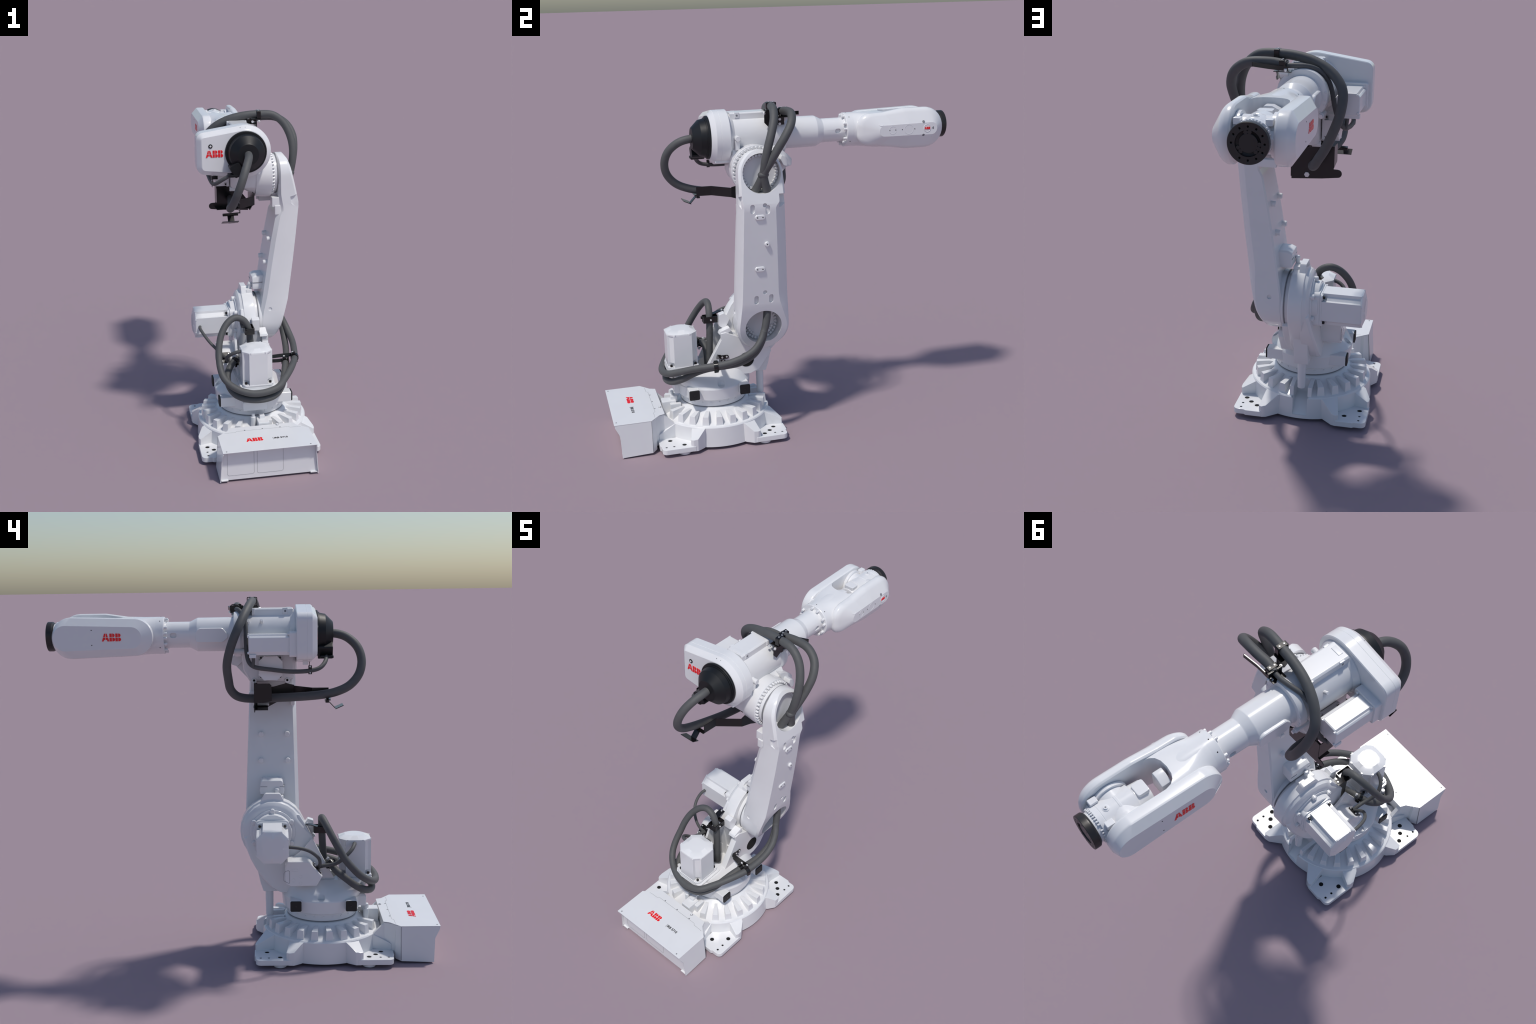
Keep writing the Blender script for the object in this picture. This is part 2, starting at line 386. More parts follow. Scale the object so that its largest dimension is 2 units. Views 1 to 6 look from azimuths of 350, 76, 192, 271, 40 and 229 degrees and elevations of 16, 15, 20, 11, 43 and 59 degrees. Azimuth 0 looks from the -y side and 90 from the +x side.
# ------------------------------------------------------------------ MOTOR
def motor(half, length, M, dome=.02, fl=.010, name='motor', corner=None):
    """servo motor along local +z: flange at z=0"""
    s = half / .0825
    q = [(.050, .0825), (.052, .0690), (.0555, .0655), (.0655, .0555), (.0690, .052), (.0825, .050)]
    q2 = [(.050, .0825), (.050, .068), (.050, .052), (.052, .050), (.068, .050), (.0825, .050)]
    def sect(qq):
        out = []
        for k in range(4):
            for x, y in qq:
                c, d = math.cos(-k * PI / 2), math.sin(-k * PI / 2)
                out.append(((x * c - y * d) * s, (x * d + y * c) * s))
        return out
    pts = sect(q); pts2 = sect(q2); zn = fl + half * .27
    bm = bmesh.new()
    loft(bm, [[(*p, fl - .001) for p in pts2], [(*p, zn) for p in pts2], [(*p, zn + .0005) for p in pts], [(*p, length) for p in pts]])
    place(bm, M); ob = finish(bm, name, WHITE, angle=25, bevel=.0010)
    bm = bmesh.new()
    def octo(h, c):
        p = []
        for sx, sy in ((1, 1), (-1, 1), (-1, -1), (1, -1)):
            e = [(h, h - c), (h - c, h)]
            if sx * sy < 0: e = e[::-1]
            for a, b in e: p.append((sx * a, sy * b))
        return p
    def circ(r, n=8): return [(r * math.cos((22.5 + 45 * i) * PI / 180), r * math.sin((22.5 + 45 * i) * PI / 180)) for i in range(n)]
    def mixp(t, r, k=6):
        o = octo(half * .985, half * .42); out = []
        for i in range(8):
            for j in range(k):
                x = o[i][0] + (o[(i + 1) % 8][0] - o[i][0]) * j / k; y = o[i][1] + (o[(i + 1) % 8][1] - o[i][1]) * j / k
                a = math.atan2(y, x); out.append((x * (1 - t) + r * math.cos(a) * t, y * (1 - t) + r * math.sin(a) * t))
        return out
    L = length
    loft(bm, [[(*p, z) for p in mixp(t, r)] for z, t, r in ((L - .004, 0, 1), (L + .004, 0, 1), (L + dome, 1, half * .62))])
    place(bm, M); finish(bm, 'motor_end_cap', WHITE, ob, angle=24)
    bm = bmesh.new()
    loft(bm, [[(*p, 0) for p in rrect(0, 0, half * 1.03, half * 1.03, half * .25)], [(*p, fl) for p in rrect(0, 0, half * 1.03, half * 1.03, half * .25)]])
    place(bm, M); finish(bm, 'motor_flange', WHITE, ob, angle=25, bevel=.0015)
    bm = bmesh.new()    # screw recess posts at the cap
    for k in range(4):
        for sg in (-1, 1):
            R = Matrix.Rotation(k * PI / 2, 4, 'Z'); b = R @ Vector((half * 1.0, sg * half * .50, L))
            cyl(bm, 'z', (b.x * .97, b.y * .97), L - .001, L + .006, half * .055, 10)
    place(bm, M); finish(bm, 'cap_screw', WHITE, ob, angle=30)
    nz = M.to_3x3() @ Vector((0, 0, 1))
    bolts('motor_bolt', half * .088, half * .15, BLACK, [(M @ Vector((a * half * .81, b * half * .81, fl + .003)), nz) for a in (-1, 1) for b in (-1, 1)], ob)
    bm = bmesh.new()
    for a in (-1, 1):
        for b in (-1, 1):
            loft(bm, [[(*p, z) for p in rrect(a * half * .82, b * half * .82, half * .17, half * .17, half * .07)] for z in (fl - .001, fl + .004)])
    place(bm, M); finish(bm, 'bolt_seat', WHITE, ob, angle=25)
    return ob
motor(.0845, .197, Matrix.Translation((CX + .001, -.576, .405)), dome=.020, name='slewing_motor')
motor(.0815, .200, Matrix.Translation((-.105, -.140, .626)) @ Matrix.Rotation(-PI / 2, 4, 'Y') @ Matrix.Rotation(PI / 2, 4, 'Z'), dome=.018, name='shoulder_motor')
motor(.0600, .072, Matrix.Translation((-.088, -.140, 1.517)) @ Matrix.Rotation(-PI / 2, 4, 'Y'), dome=.008, name='elbow_motor')

# ------------------------------------------------------------------ SLEWING COLUMN
def column():
    bm = bmesh.new()
    lathe(bm, 'z', (CX, CY), [(.188, .182), (.2005, .182), (.2005, .187), (.234, .190), (.244, .208), (.305, .2145), (.312, .212)], 96)
    ob = finish(bm, 'column', WHITE, angle=25)
    bm = bmesh.new()
    lathe(bm, 'z', (CX, CY), [(.192, .1845), (.199, .1845)], 96)
    finish(bm, 'slewing_seal', GREY, ob)
    bolts('ring_screw', .0045, .004, WHITE, [((x, y, .222), (x - CX, y - CY, 0)) for x, y, z in ring_pts('z', .222, (CX, CY), .1885, range(0, 360, 15))], ob)
    # sloping top: circle blends into the motor deck
    N = 96
    def circ(r, z, dy=0): return [(CX + r * math.cos(2 * PI * i / N), CY + dy + r * math.sin(2 * PI * i / N), z) for i in range(N)]
    def deck(hx, y0, y1, z, e=4.0):
        cy = (y0 + y1) / 2; hy = (y1 - y0) / 2; out = []
        for i in range(N):
            a = 2 * PI * i / N; c, s = math.cos(a), math.sin(a)
            out.append((CX + hx * math.copysign(abs(c) ** (2 / e), c), cy + hy * math.copysign(abs(s) ** (2 / e), s), z))
        return out
    def mx(A, B, t): return [tuple(a + (b - a) * t for a, b in zip(p, q)) for p, q in zip(A, B)]
    top = deck(.104, -.660, -.235, .398, 5); c0 = circ(.2125, .311)
    bm = bmesh.new(); loft(bm, [circ(.2115, .300), c0, mx(c0, top, .55), mx(c0, top, .93), top])
    deck_ob = finish(bm, 'motor_deck', WHITE, ob, angle=30)
    cut = bmesh.new(); cyl(cut, 'z', (CX, CY + .005), .30, .45, .083, 48)
    for sx in (-1, 1): cyl(cut, 'z', (CX + sx * .190, CY + .012), .3125, .45, .020, 28)
    boolean(deck_ob, cut); smooth(deck_ob, 30)
    bm = bmesh.new()   # raised flange under motor
    pts = rpoly([(-.088, -.664), (.090, -.664), (.102, -.650), (.102, -.485), (-.100, -.485), (-.100, -.650)], [.012] * 6)
    loft(bm, [[(CX + a, b, .388) for a, b in inset(pts, -.005)], [(CX + a, b, .397) for a, b in pts], [(CX + a, b, .4045) for a, b in pts]])
    finish(bm, 'motor_seat', WHITE, ob, angle=30, bevel=.003)
    bm = bmesh.new()
    for a in (-1, 1):
        lathe(bm, 'z', (CX + a * .112, -.615), [(.34, .013), (.392, .011), (.396, .008)], 20)
    finish(bm, 'deck_boss', WHITE, ob, angle=30)
    # bumper arms with rubber pads
    for sx in (-1, 1):
        for sy in (-1, 1):
            bm = bmesh.new(); yc = CY + sy * .1435
            pr = [(yc - .030, .258), (yc + .030, .258), (yc + .030, .316), (yc - .030, .316)]
            loft(bm, [[(CX + sx * .10, y, z) for y, z in pr], [(CX + sx * .2065, y, z) for y, z in pr]])
            finish(bm, 'bumper_arm', WHITE, ob, angle=25, bevel=.006, seg=3)
            bm = bmesh.new()
            loft(bm, [[(CX + sx * x, y, z) for y, z in rrect(yc, .2875, .0288 - d, .0275 - d, .007)] for x, d in ((.204, 0), (.2105, 0), (.212, .0015))])
            pad = finish(bm, 'rubber_pad', RUBBER, ob, angle=25)
            bolts('pad_screw', .004, .0012, FLANGE, [((CX + sx * .212, yc, .2875), (sx, 0, 0))], pad)
    bm = bmesh.new()   # stop block on the front
    loft(bm, [[(CX + x, y, z) for x, y in ((-.085 - d, -.54), (-.085 - d, -.632 - e), (.055 + d, -.632 - e), (.055 + d, -.54))] for z, d, e in ((.248, 0, 0), (.300, .002, .002), (.314, -.004, -.008))])
    finish(bm, 'front_stop', WHITE, ob, angle=25, bevel=.003)
    # ---- shoulder bracket: two cheeks, back wall and drum
    arc = []
    for k in range(0, 14):
        a = math.radians(147 - k * 13.4); arc.append((math.cos(a), math.sin(a)))
    def prof(r, d=0):     # side outline of the closed part of the bracket
        return ([(-.300, .345), (-.322, .50), (-.352, .612 + d)] + [(J2Y + r * c, J2Z + r * z) for c, z in arc] + [(-.050 - d, .468), (-.080 - d, .425), (-.150, .360), (-.21, .335)])
    bm = bmesh.new()
    loft(bm, [[(x, *p) for p in prof(r, d)] for x, r, d in ((-.062, .130, .004), (-.056, .146, .002), (-.047, .158, 0), (-.034, .164, 0), (-.030, .172, 0), (.030, .174, 0), (.036, .170, .002))])
    br = finish(bm, 'shoulder_bracket', WHITE, ob, angle=28, weighted=False)
    bm = bmesh.new(); lathe(bm, 'x', (J2Y, J2Z), [(.03, .138), (.0590, .138)], 96); finish(bm, 'shoulder_collar', WHITE, br, angle=25)
    # side cheeks around the cable cavity
    bm = bmesh.new()
    webL = [(-.470, .34), (-.470, .392), (-.348, .620), (-.300, .56), (-.22, .50), (-.22, .36), (-.25, .33)]
    loft(bm, [[(x, *p) for p in webL] for x in (-.103, -.0875)])
    # solid flank that leans outwards from the drum down to the deck
    rows = [(.735, -.284, -.20, -.050), (.68, -.318, -.03, -.056), (.61, -.352, .012, -.064), (.55, -.338, -.004, -.076), (.50, -.330, -.024, -.086), (.45, -.325, -.052, -.094), (.40, -.32, -.086, -.099), (.355, -.32, -.125, -.102), (.325, -.32, -.175, -.102)]
    loft(bm, [[(-.02, y0, z), (x + .004, y0, z), (x, y0 + .006, z), (x, y1 - .012, z), (x + .012, y1, z), (-.02, y1, z)] for z, y0, y1, x in rows])
    webR = [(-.462, .34), (-.456, .396), (-.362, .560), (-.366, .596), (-.335, .600), (-.250, .56), (-.085, .49), (-.075, .46), (-.15, .36), (-.20, .34)]
    loft(bm, [[(x, *p) for p in webR] for x in (.062, .099)])
    prism(bm, 'x', [(-.335, .35), (-.335, .600), (-.250, .58), (-.04, .565), (-.018, .545), (-.045, .486), (-.075, .458), (-.15, .36), (-.20, .34)], .025, .070)
    prism(bm, 'x', [(-.374, .590), (-.366, .606), (-.312, .626), (-.300, .606), (-.34, .580)], .048, .093)
    prism(bm, 'x', [(-.362, .625), (-.360, .690), (-.33, .700), (-.30, .66), (-.33, .60)], .005, .050)
    finish(bm, 'cheek_web', WHITE, br, angle=28, bevel=.004)
    bm = bmesh.new()   # gear flange on the motor side
    lathe(bm, 'x', (J2Y, J2Z), [(-.05, .121), (-.066, .120), (-.069, .117), (-.069, .104), (-.098, .100)], 72)
    prism(bm, 'x', rrect(-.140, .630, .090, .088, .025), -.106, -.06)
    finish(bm, 'gear_flange', WHITE, br, angle=28, bevel=.002)
    bm = bmesh.new()
    for a in (90, 150, 210, 270, 30, 330):
        p = ring_pts('x', 0, (J2Y, J2Z), .114, [a])[0]
        lathe(bm, 'x', (p[1], p[2]), [(-.045, .0135), (-.0800, .0135), (-.0825, .011)], 20)
    finish(bm, 'flange_lug', WHITE, br, angle=28)
    bm = bmesh.new()
    for a in (90, 150, 210, 270, 30, 330):
        p = ring_pts('x', 0, (J2Y, J2Z), .114, [a])[0]
        lathe(bm, 'x', (p[1], p[2]), [(-.081, .0065), (-.0845, .0065)], 6)
    finish(bm, 'flange_screw', STEEL, br, angle=28)
    bm = bmesh.new()   # top stop plate with ball
    st = [(-.208, .795), (-.186, .838), (-.178, .845), (-.106, .845), (-.098, .838), (-.074, .795), (-.09, .78), (-.20, .78)]
    prism(bm, 'x', st, -.030, .002)
    prism(bm, 'x', [(-.205, .79), (-.20, .826), (-.108, .826), (-.10, .79)], .0, .036)
    finish(bm, 'stop_plate', WHITE, br, angle=25, bevel=.003)
    bm = bmesh.new()
    lathe(bm, 'z', (.026, -.166), [(.82, .0105), (.838, .0105), (.844, .0095), (.850, .0125), (.857, .0125), (.863, .008)], 20)
    finish(bm, 'rubber_stop_ball', WHITE, br, angle=40)
    # rear pin under the bracket
    bm = bmesh.new()
    lathe(bm, 'z', (CX, -.121), [(.33, .0215), (.265, .0215), (.24, .0205), (.175, .0200), (.172, .017)], 32)
    finish(bm, 'stop_pin', WHITE, br, angle=30)
    bm = bmesh.new(); prism(bm, 'x', [(-.045, .48), (-.055, .455), (-.074, .365), (-.090, .316), (-.165, .316), (-.21, .310), (-.25, .33), (-.25, .48)], -.053, .019)
    finish(bm, 'pin_block', WHITE, br, angle=30, bevel=.003)
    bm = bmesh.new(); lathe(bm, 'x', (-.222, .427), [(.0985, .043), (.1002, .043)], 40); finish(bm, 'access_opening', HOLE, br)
    # connection box on the left cheek
    bm = bmesh.new()
    bx = [(-.200, .425), (-.205, .50), (-.218, .522), (-.315, .522), (-.336, .512), (-.398, .440), (-.368, .388), (-.230, .386), (-.208, .40)]
    loft(bm, [[(x, *p) for p in q] for x, q in ((-.09, bx), (-.190, bx), (-.196, inset(bx, .004)))])
    cb = finish(bm, 'connection_box', WHITE, br, angle=25, bevel=.002)
    bm = bmesh.new()
    pts = rpoly([(-.196, .418), (-.220, .405), (-.228, .405), (-.228, .470), (-.220, .474), (-.205, .470), (-.196, .458)], [.006] * 7)
    frame_line(bm, pts, .0014, -.1955, -.1970, 'x'); finish(bm, 'box_seam', GREY, cb)
    bm = bmesh.new()
    for y, z, r in ((-.247, .420, .010), (-.284, .440, .009), (-.284, .404, .008)):
        frame_line(bm, [(y + r * math.cos(t * PI / 12), z + r * math.sin(t * PI / 12)) for t in range(24)], .0012, -.1958, -.1968, 'x')
    for y0, y1, z0, z1 in ((-.238, -.272, .468, .482),):
        frame_line(bm, rrect((y0 + y1) / 2, (z0 + z1) / 2, abs(y1 - y0) / 2, (z1 - z0) / 2, .005), .001, -.1958, -.1968, 'x')
    finish(bm, 'embossed_mark', WHITE, cb)
    n = Vector((0, -.072, .062)).normalized()
    bm = bmesh.new()
    prism(bm, 'z', rrect(0, 0, .030, .032, .008), -.002, .004)
    M = Matrix.Translation((-.158, -.3690, .4750)) @ Vector((0, 0, 1)).rotation_difference(n).to_matrix().to_4x4(); place(bm, M)
    finish(bm, 'gland_plate', BLACK, cb)
    bolts('gland_screw', .004, .005, STEEL, [(M @ Vector((a * .02, b * .022, .004)), n) for a, b in ((-1, -1), (1, 1), (1, -1), (-1, 1))], cb)
    return ob
COL = column()

# ------------------------------------------------------------------ LOWER ARM
def interp(tab, z):
    if z <= tab[0][0]: return tab[0][1]
    for (a, p), (b, q) in zip(tab, tab[1:]):
        if z <= b: return p + (q - p) * (z - a) / (b - a)
    return tab[-1][1]
OUT = [(.50, .138), (.515, .150), (.56, .174), (.62, .196), (.713, .222), (.78, .239), (1.01, .2705), (1.17, .290), (1.335, .3075), (1.362, .306), (1.456, .287), (1.566, .262), (1.605, .250), (1.640, .225)]
INN = [(.50, .072), (.55, .068), (.70, .072), (.80, .088), (.94, .110), (1.0, .119), (1.14, .143), (1.20, .155), (1.285, .172), (1.315, .190), (1.64, .190)]
R2, R3 = .1465, .1225
def arm_y(z):
    c0, h0, c1, h1 = -.1415, .1465, -.1505, .1205
    t = (z - J2Z) / (J3Z - J2Z)
    if z < J2Z: h = math.sqrt(max(R2 ** 2 - (z - J2Z) ** 2, 1e-6)); c = c0
    elif z > J3Z: h = math.sqrt(max(h1 ** 2 - (z - J3Z) ** 2, 1e-6)); c = c1
    else: h = h0 + (h1 - h0) * t; c = c0 + (c1 - c0) * t
    return c - h, c + h
def lower_arm():
    zs = [J2Z - R2 * math.cos(math.radians(a)) for a in (2, 8, 15, 23, 31, 40, 50, 60, 70, 80)]
    zs += [.645, .68, .713, .745, .78, .80, .85, .90, 1.01, 1.14, 1.17, 1.285, 1.30, 1.315, 1.335, 1.348, 1.362, 1.41, 1.456, 1.50]
    zs += [J3Z + .1205 * math.sin(math.radians(a)) for a in (3, 12, 22, 32, 42, 52, 61, 70, 78, 84, 88)]
    bm = bmesh.new(); secs = []
    for z in zs:
        a, b = arm_y(z); w = b - a; o, i = interp(OUT, z), interp(INN, z)
        ends = min(1, max(0, min((z - .66) / .16, (1.40 - z) / .06)))   # 1 on the shank, 0 at both drums
        k = min(1, w / .2)
        cp = (.012 + .048 * ends) * k; cx = (.012 + .034 * ends) * k       # +y outer chamfer
        cm = (.012 + .008 * ends) * k; cmx = (.012 + .050 * ends) * k       # -y outer draft
        ci = .012 * k
        ix = .012 + .012 * ends
        secs.append([(i, a + ci * 1.6, z), (i, b - ci * .6, z), (i + ci * .6, b, z)] + [(o - cx, b, z), (o - cx * .74, b - cp * .20, z), (o - cx * .47, b - cp * .46, z), (o - cx * .22, b - cp * .73, z), (o, b - cp, z)] + [(o, a + cm, z), (o - cmx, a, z), (i + ix * k, a, z)])
    loft(bm, secs)
    ob = finish(bm, 'lower_arm', WHITE, angle=27, weighted=False)
    cut = bmesh.new()
    cyl(cut, 'x', (J2Y, J2Z), .104, .40, .103, 72)
    cyl(cut, 'x', (J3Y, J3Z), .222, .40, .103, 72)
    for y, z, x, hl in ((-.209, 1.335, .296, .0125), (-.127, 1.328, .296, .0125), (-.188, .818, .230, .0125), (-.105, .820, .230, .0125)):   # slots
        pts = rrect(y, z, .0125, .0125 + hl, .0124); prism(cut, 'x', pts, x - .001, .36)
    for y, z, x in ((-.140, .860, .240), (-.142, 1.352, .292)): cyl(cut, 'x', (y, z), x, .36, .0115, 24)
    # edge pockets near the elbow
    for y0, y1 in ((-.40, -.262), (-.062, .10)):
        prism(cut, 'y', [(.255, 1.395), (.36, 1.425), (.36, 1.335), (.285, 1.335), (.262, 1.352)], y0, y1)
    cyl(cut, 'y', (.128, .725), -.30, -.283, .0115, 20); cyl(cut, 'y', (.13, .70), -.004, .02, .0115, 20)
    boolean(ob, cut); smooth(ob, 27, False)
    # shoulder side drum and elbow side drum
    bm = bmesh.new()
    lathe(bm, 'x', (J2Y, J2Z), [(.0600, .140), (.065, .1435), (.086, .1450)], 96)
    finish(bm, 'shoulder_drum', WHITE, ob, angle=25)
    bm = bmesh.new()
    lathe(bm, 'x', (J2Y, J2Z), [(.0575, .1440), (.0615, .1440)], 72); finish(bm, 'shoulder_seal', GREY, ob)
    bm = bmesh.new()
    # lugs on the outside
    for z, x in ((1.289, .300), (.998, .267)):
        loft(bm, [[(a, *p) for p in rrect(-.170, z, .0275 - d, .0135 - d, .0128 - d)] for a, d in ((x - .03, -.002), (x + .006, 0), (x + .009, .003))])
    lathe(bm, 'x', (-.132, 1.138), [(.26, .0150), (.294, .0135), (.297, .011)], 24)
    finish(bm, 'mounting_lug', WHITE, ob, angle=30)
    bolts('lug_thread', .0032, .0008, HOLE, [((x + .0092, -.170 + s * .0145, z), (1, 0, 0)) for z, x in ((1.289, .300), (.998, .267)) for s in (-1, 1)] + [((.297, -.132, 1.138), (1, 0, 0))], ob)
    bm = bmesh.new()
    for y, z in ((-.085, 1.14), (-.225, 1.14), (-.083, 1.0), (-.227, 1.0)):
        x = interp(INN, z); lathe(bm, 'x', (y, z), [(x + .02, .016), (x - .020, .0135), (x - .022, .011)], 20)
    finish(bm, 'inner_lug', WHITE, ob, angle=30)
    bm = bmesh.new()   # stop block facing the shoulder
    bl = [(-.203, .828), (-.206, .850), (-.198, .905), (-.190, .912), (-.088, .912), (-.080, .905), (-.074, .85), (-.078, .828)]
    loft(bm, [[(.17, a, b) for a, b in bl], [(.06, a, b - .002) for a, b in bl], [(.038, a, b - .012 if b > .88 else b) for a, b in bl]])
    finish(bm, 'arm_stop', WHITE, ob, angle=25, bevel=.004)
    bm = bmesh.new(); box(bm, .037, .142, -.2065, -.182, .868, .870); box(bm, .0365, .04, -.115, -.078, .868, .870); finish(bm, 'stop_gap', GREY, ob)
    bm = bmesh.new()   # smaller blocks under the elbow
    box(bm, .150, .195, -.262, -.20, 1.335, 1.392); box(bm, .165, .20, -.268, -.245, 1.29, 1.345)
    box(bm, .108, .20, -.062, -.022, 1.330, 1.368); cyl(bm, 'x', (-.042, 1.348), .095, .12, .010, 16)
    finish(bm, 'elbow_stop', WHITE, ob, angle=25, bevel=.005)
    # bolts inside the pockets
    bolts('gear_bolt', .0078, .012, WHITE, [(p, (1, 0, 0)) for p in ring_pts('x', .105, (J2Y, J2Z), .091, [12 * k for k in range(30)])] + [(p, (1, 0, 0)) for p in ring_pts('x', .105, (J2Y, J2Z), .073, [-70, -58, -46, -34, -22, 190, 202, 214, 226, 238])], ob)
    bolts('elbow_gear_bolt', .0078, .012, WHITE, [(p, (1, 0, 0)) for p in ring_pts('x', .223, (J3Y, J3Z), .092, [11.25 * k for k in range(32)])], ob)
    return ob
ARM = lower_arm()

# ------------------------------------------------------------------ UPPER ARM HOUSING
def upper():
    bm = bmesh.new()
    lathe(bm, 'y', (CX, JZ), [(-.285, .125), (-.262, .125), (-.240, .108), (.000, .108), (.012, .116), (.030, .117), (.044, .113), (.045, .10)], 96)
    ob = finish(bm, 'upper_arm', WHITE, angle=25)
    bm = bmesh.new()   # flat top rail of the housing
    loft(bm, [[(CX + x, y, z) for x, z in ((-.062, 1.74), (.062, 1.74), (.053, 1.776), (.053, 1.806), (.045, 1.813), (-.045, 1.813), (-.053, 1.806), (-.053, 1.776))] for y in (-.255, -.047)])
    box(bm, CX - .022, CX + .028, -.247, -.222, 1.805, 1.8155)
    for s in (-1, 1):
        box(bm, CX + s * .050 - .006, CX + s * .050 + .006, -.229, -.203, 1.783, 1.813)
        box(bm, CX + s * .052 - .006, CX + s * .052 + .006, -.063, -.047, 1.780, 1.812)
    finish(bm, 'top_rail', WHITE, ob, angle=25, bevel=.0025)
    bolts('rail_thread', .0055, .0008, GREY, [((CX + s * .0562, -.2165, 1.797), (s, 0, 0)) for s in (-1, 1)], ob)
    bm = bmesh.new()   # side bosses
    lathe(bm, 'x', (-.232, 1.682), [(.06, .0155), (.122, .0150), (.125, .0125)], 24)
    d = Vector((-.096, 0, .065)).normalized()
    for y in (-.097, -.03):
        b = bmesh.new(); lathe(b, 'z', (0, 0), [(.09, .0085), (.128 if y < -.05 else .120, .0080), (.130 if y < -.05 else .122, .0065)], 20)
        place(b, Matrix.Translation((CX, y, JZ)) @ Vector((0, 0, 1)).rotation_difference(d).to_matrix().to_4x4()); me = bpy.data.meshes.new('t'); b.to_mesh(me); b.free(); bm.from_mesh(me); bpy.data.meshes.remove(me)
    finish(bm, 'threaded_boss', WHITE, ob, angle=30)
    bm = bmesh.new(); prism(bm, 'y', [(.04, 1.59), (.105, 1.62), (.112, 1.668), (.09, 1.68)], -.245, -.219); finish(bm, 'boss_web', WHITE, ob, angle=25, bevel=.004)
    # elbow joint housing: loft from the axis-4 body down around the elbow drum
    bm = bmesh.new()
    prof = [(-.262, 1.66), (-.272, 1.58), (-.273, 1.50), (-.255, 1.455), (-.215, 1.415), (-.14, 1.394), (-.075, 1.412), (-.030, 1.445), (.0, 1.50), (.008, 1.56), (.014, 1.66)]
    def drop(q, zm): return [(y, min(z, zm)) for y, z in q]
    def lift(q, zm): return [(y, max(z, zm + .10 * max(0, abs(y + .14) - .09))) for y, z in q]
    loft(bm, [[(x, *p) for p in q] for x, q in ((-.083, lift(inset(prof, .02), 1.452)), (-.072, lift(inset(prof, .006), 1.442)), (-.055, lift(prof, 1.438)), (-.005, lift(prof, 1.438)), (.058, prof), (.085, drop(prof, 1.625)), (.108, drop(inset(prof, .008), 1.60)))])
    finish(bm, 'elbow_housing', WHITE, ob, angle=30, bevel=.004)
    bm = bmesh.new()
    lathe(bm, 'x', (J3Y, J3Z), [(.06, .130), (.118, .1345), (.150, .1350), (.153, .1325), (.153, .114), (.184, .113), (.192, .113)], 96)
    finish(bm, 'elbow_ring', WHITE, ob, angle=25)
    bm = bmesh.new(); lathe(bm, 'x', (J3Y, J3Z), [(.1845, .1170), (.191, .1170)], 96); finish(bm, 'elbow_seal', GREY, ob)
    bolts('elbow_bolt', .0066, .014, WHITE, [(p, (1, 0, 0)) for p in ring_pts('x', .153, (J3Y, J3Z), .1225, [9.5 * k + 3 for k in range(38) if not (-2 < (9.5 * k + 3 - 48) < 0)])], ob)
    bm = bmesh.new()   # elbow mechanical stop
    prism(bm, 'x', [(-.04, 1.628), (.012, 1.606), (.042, 1.582), (.065, 1.556), (.062, 1.522), (.032, 1.514), (-.02, 1.56)], .02, .119)
    finish(bm, 'elbow_stop_block', WHITE, ob, angle=25, bevel=.005)
    bm = bmesh.new(); prism(bm, 'x', [(-.004, 1.588), (.024, 1.574), (.034, 1.548), (.026, 1.524), (.006, 1.530), (-.012, 1.565)], .115, .160); finish(bm, 'stop_buffer', WHITE, ob, angle=25, bevel=.004)
    bm = bmesh.new()   # lower-left wedge and screw lugs near the elbow motor
    prism(bm, 'x', [(-.02, 1.60), (.040, 1.578), (.047, 1.522), (-.035, 1.436), (-.05, 1.46)], .035, .10)
    for y, z in ((-.055, 1.448), (-.224, 1.448)):
        lathe(bm, 'x', (y, z), [(-.05, .014), (-.088, .0135), (-.090, .011)], 20)
    finish(bm, 'elbow_lug', WHITE, ob, angle=25, bevel=.002)
    bolts('elbow_lug_screw', .006, .001, HOLE, [((-.0905, y, z), (-1, 0, 0)) for y, z in ((-.055, 1.450), (-.224, 1.450))], ob)
    bm = bmesh.new(); lathe(bm, 'y', (-.105, 1.598), [(-.02, .013), (.052, .013), (.055, .010)], 18); lathe(bm, 'y', (-.105, 1.598), [(.05, .009), (.066, .009)], 6); finish(bm, 'calibration_pin', WHITE, ob, angle=30)
    bolts('housing_screw', .005, .006, WHITE, [(p, (0, 1, 0)) for p in ring_pts('y', .040, (CX, JZ), .107, [-170, -140, -110, 170, 200, -40, -20, 10])], ob)
    # ---- forearm motor beside the housing (runs along y)
    bm = bmesh.new()
    mp = [(-.262, 1.605), (-.262, 1.672), (-.256, 1.679), (-.252, 1.679), (-.247, 1.690), (-.176, 1.690), (-.170, 1.679), (-.158, 1.676), (-.150, 1.664), (-.150, 1.605), (-.160, 1.588), (-.250, 1.588)]
    loft(bm, [[(x, y, z) for x, z in q] for y, q in ((-.235, mp), (-.039, mp), (-.033, inset(mp, .003)))])
    fm = finish(bm, 'forearm_motor', WHITE, ob, angle=25, bevel=.0015)
    bm = bmesh.new(); loft(bm, [[(x, y, z) for x, z in rrect(-.206, 1.640, .064, .062, .012)] for y in (-.275, -.232)]); finish(bm, 'motor_adapter', WHITE, ob, angle=25, bevel=.003)
    bolts('forearm_motor_screw', .006, .007, WHITE, [((x, -.231, z), (0, 1, 0)) for x, z in ((-.252, 1.688), (-.163, 1.690), (-.258, 1.604))] + [((x, -.034, z), (0, 1, 0)) for x, z in ((-.250, 1.679), (-.176, 1.685), (-.255, 1.60))], ob)
    bm = bmesh.new(); prism(bm, 'z', [(-.262, -.036), (-.262, -.07), (-.18, -.07), (-.18, -.036)], 1.575, 1.592); finish(bm, 'connector_block', WHITE, ob, angle=25, bevel=.002)
    # ---- gear cover
    left = [(-.286, 1.592), (-.286, 1.776)]
    R = .1465
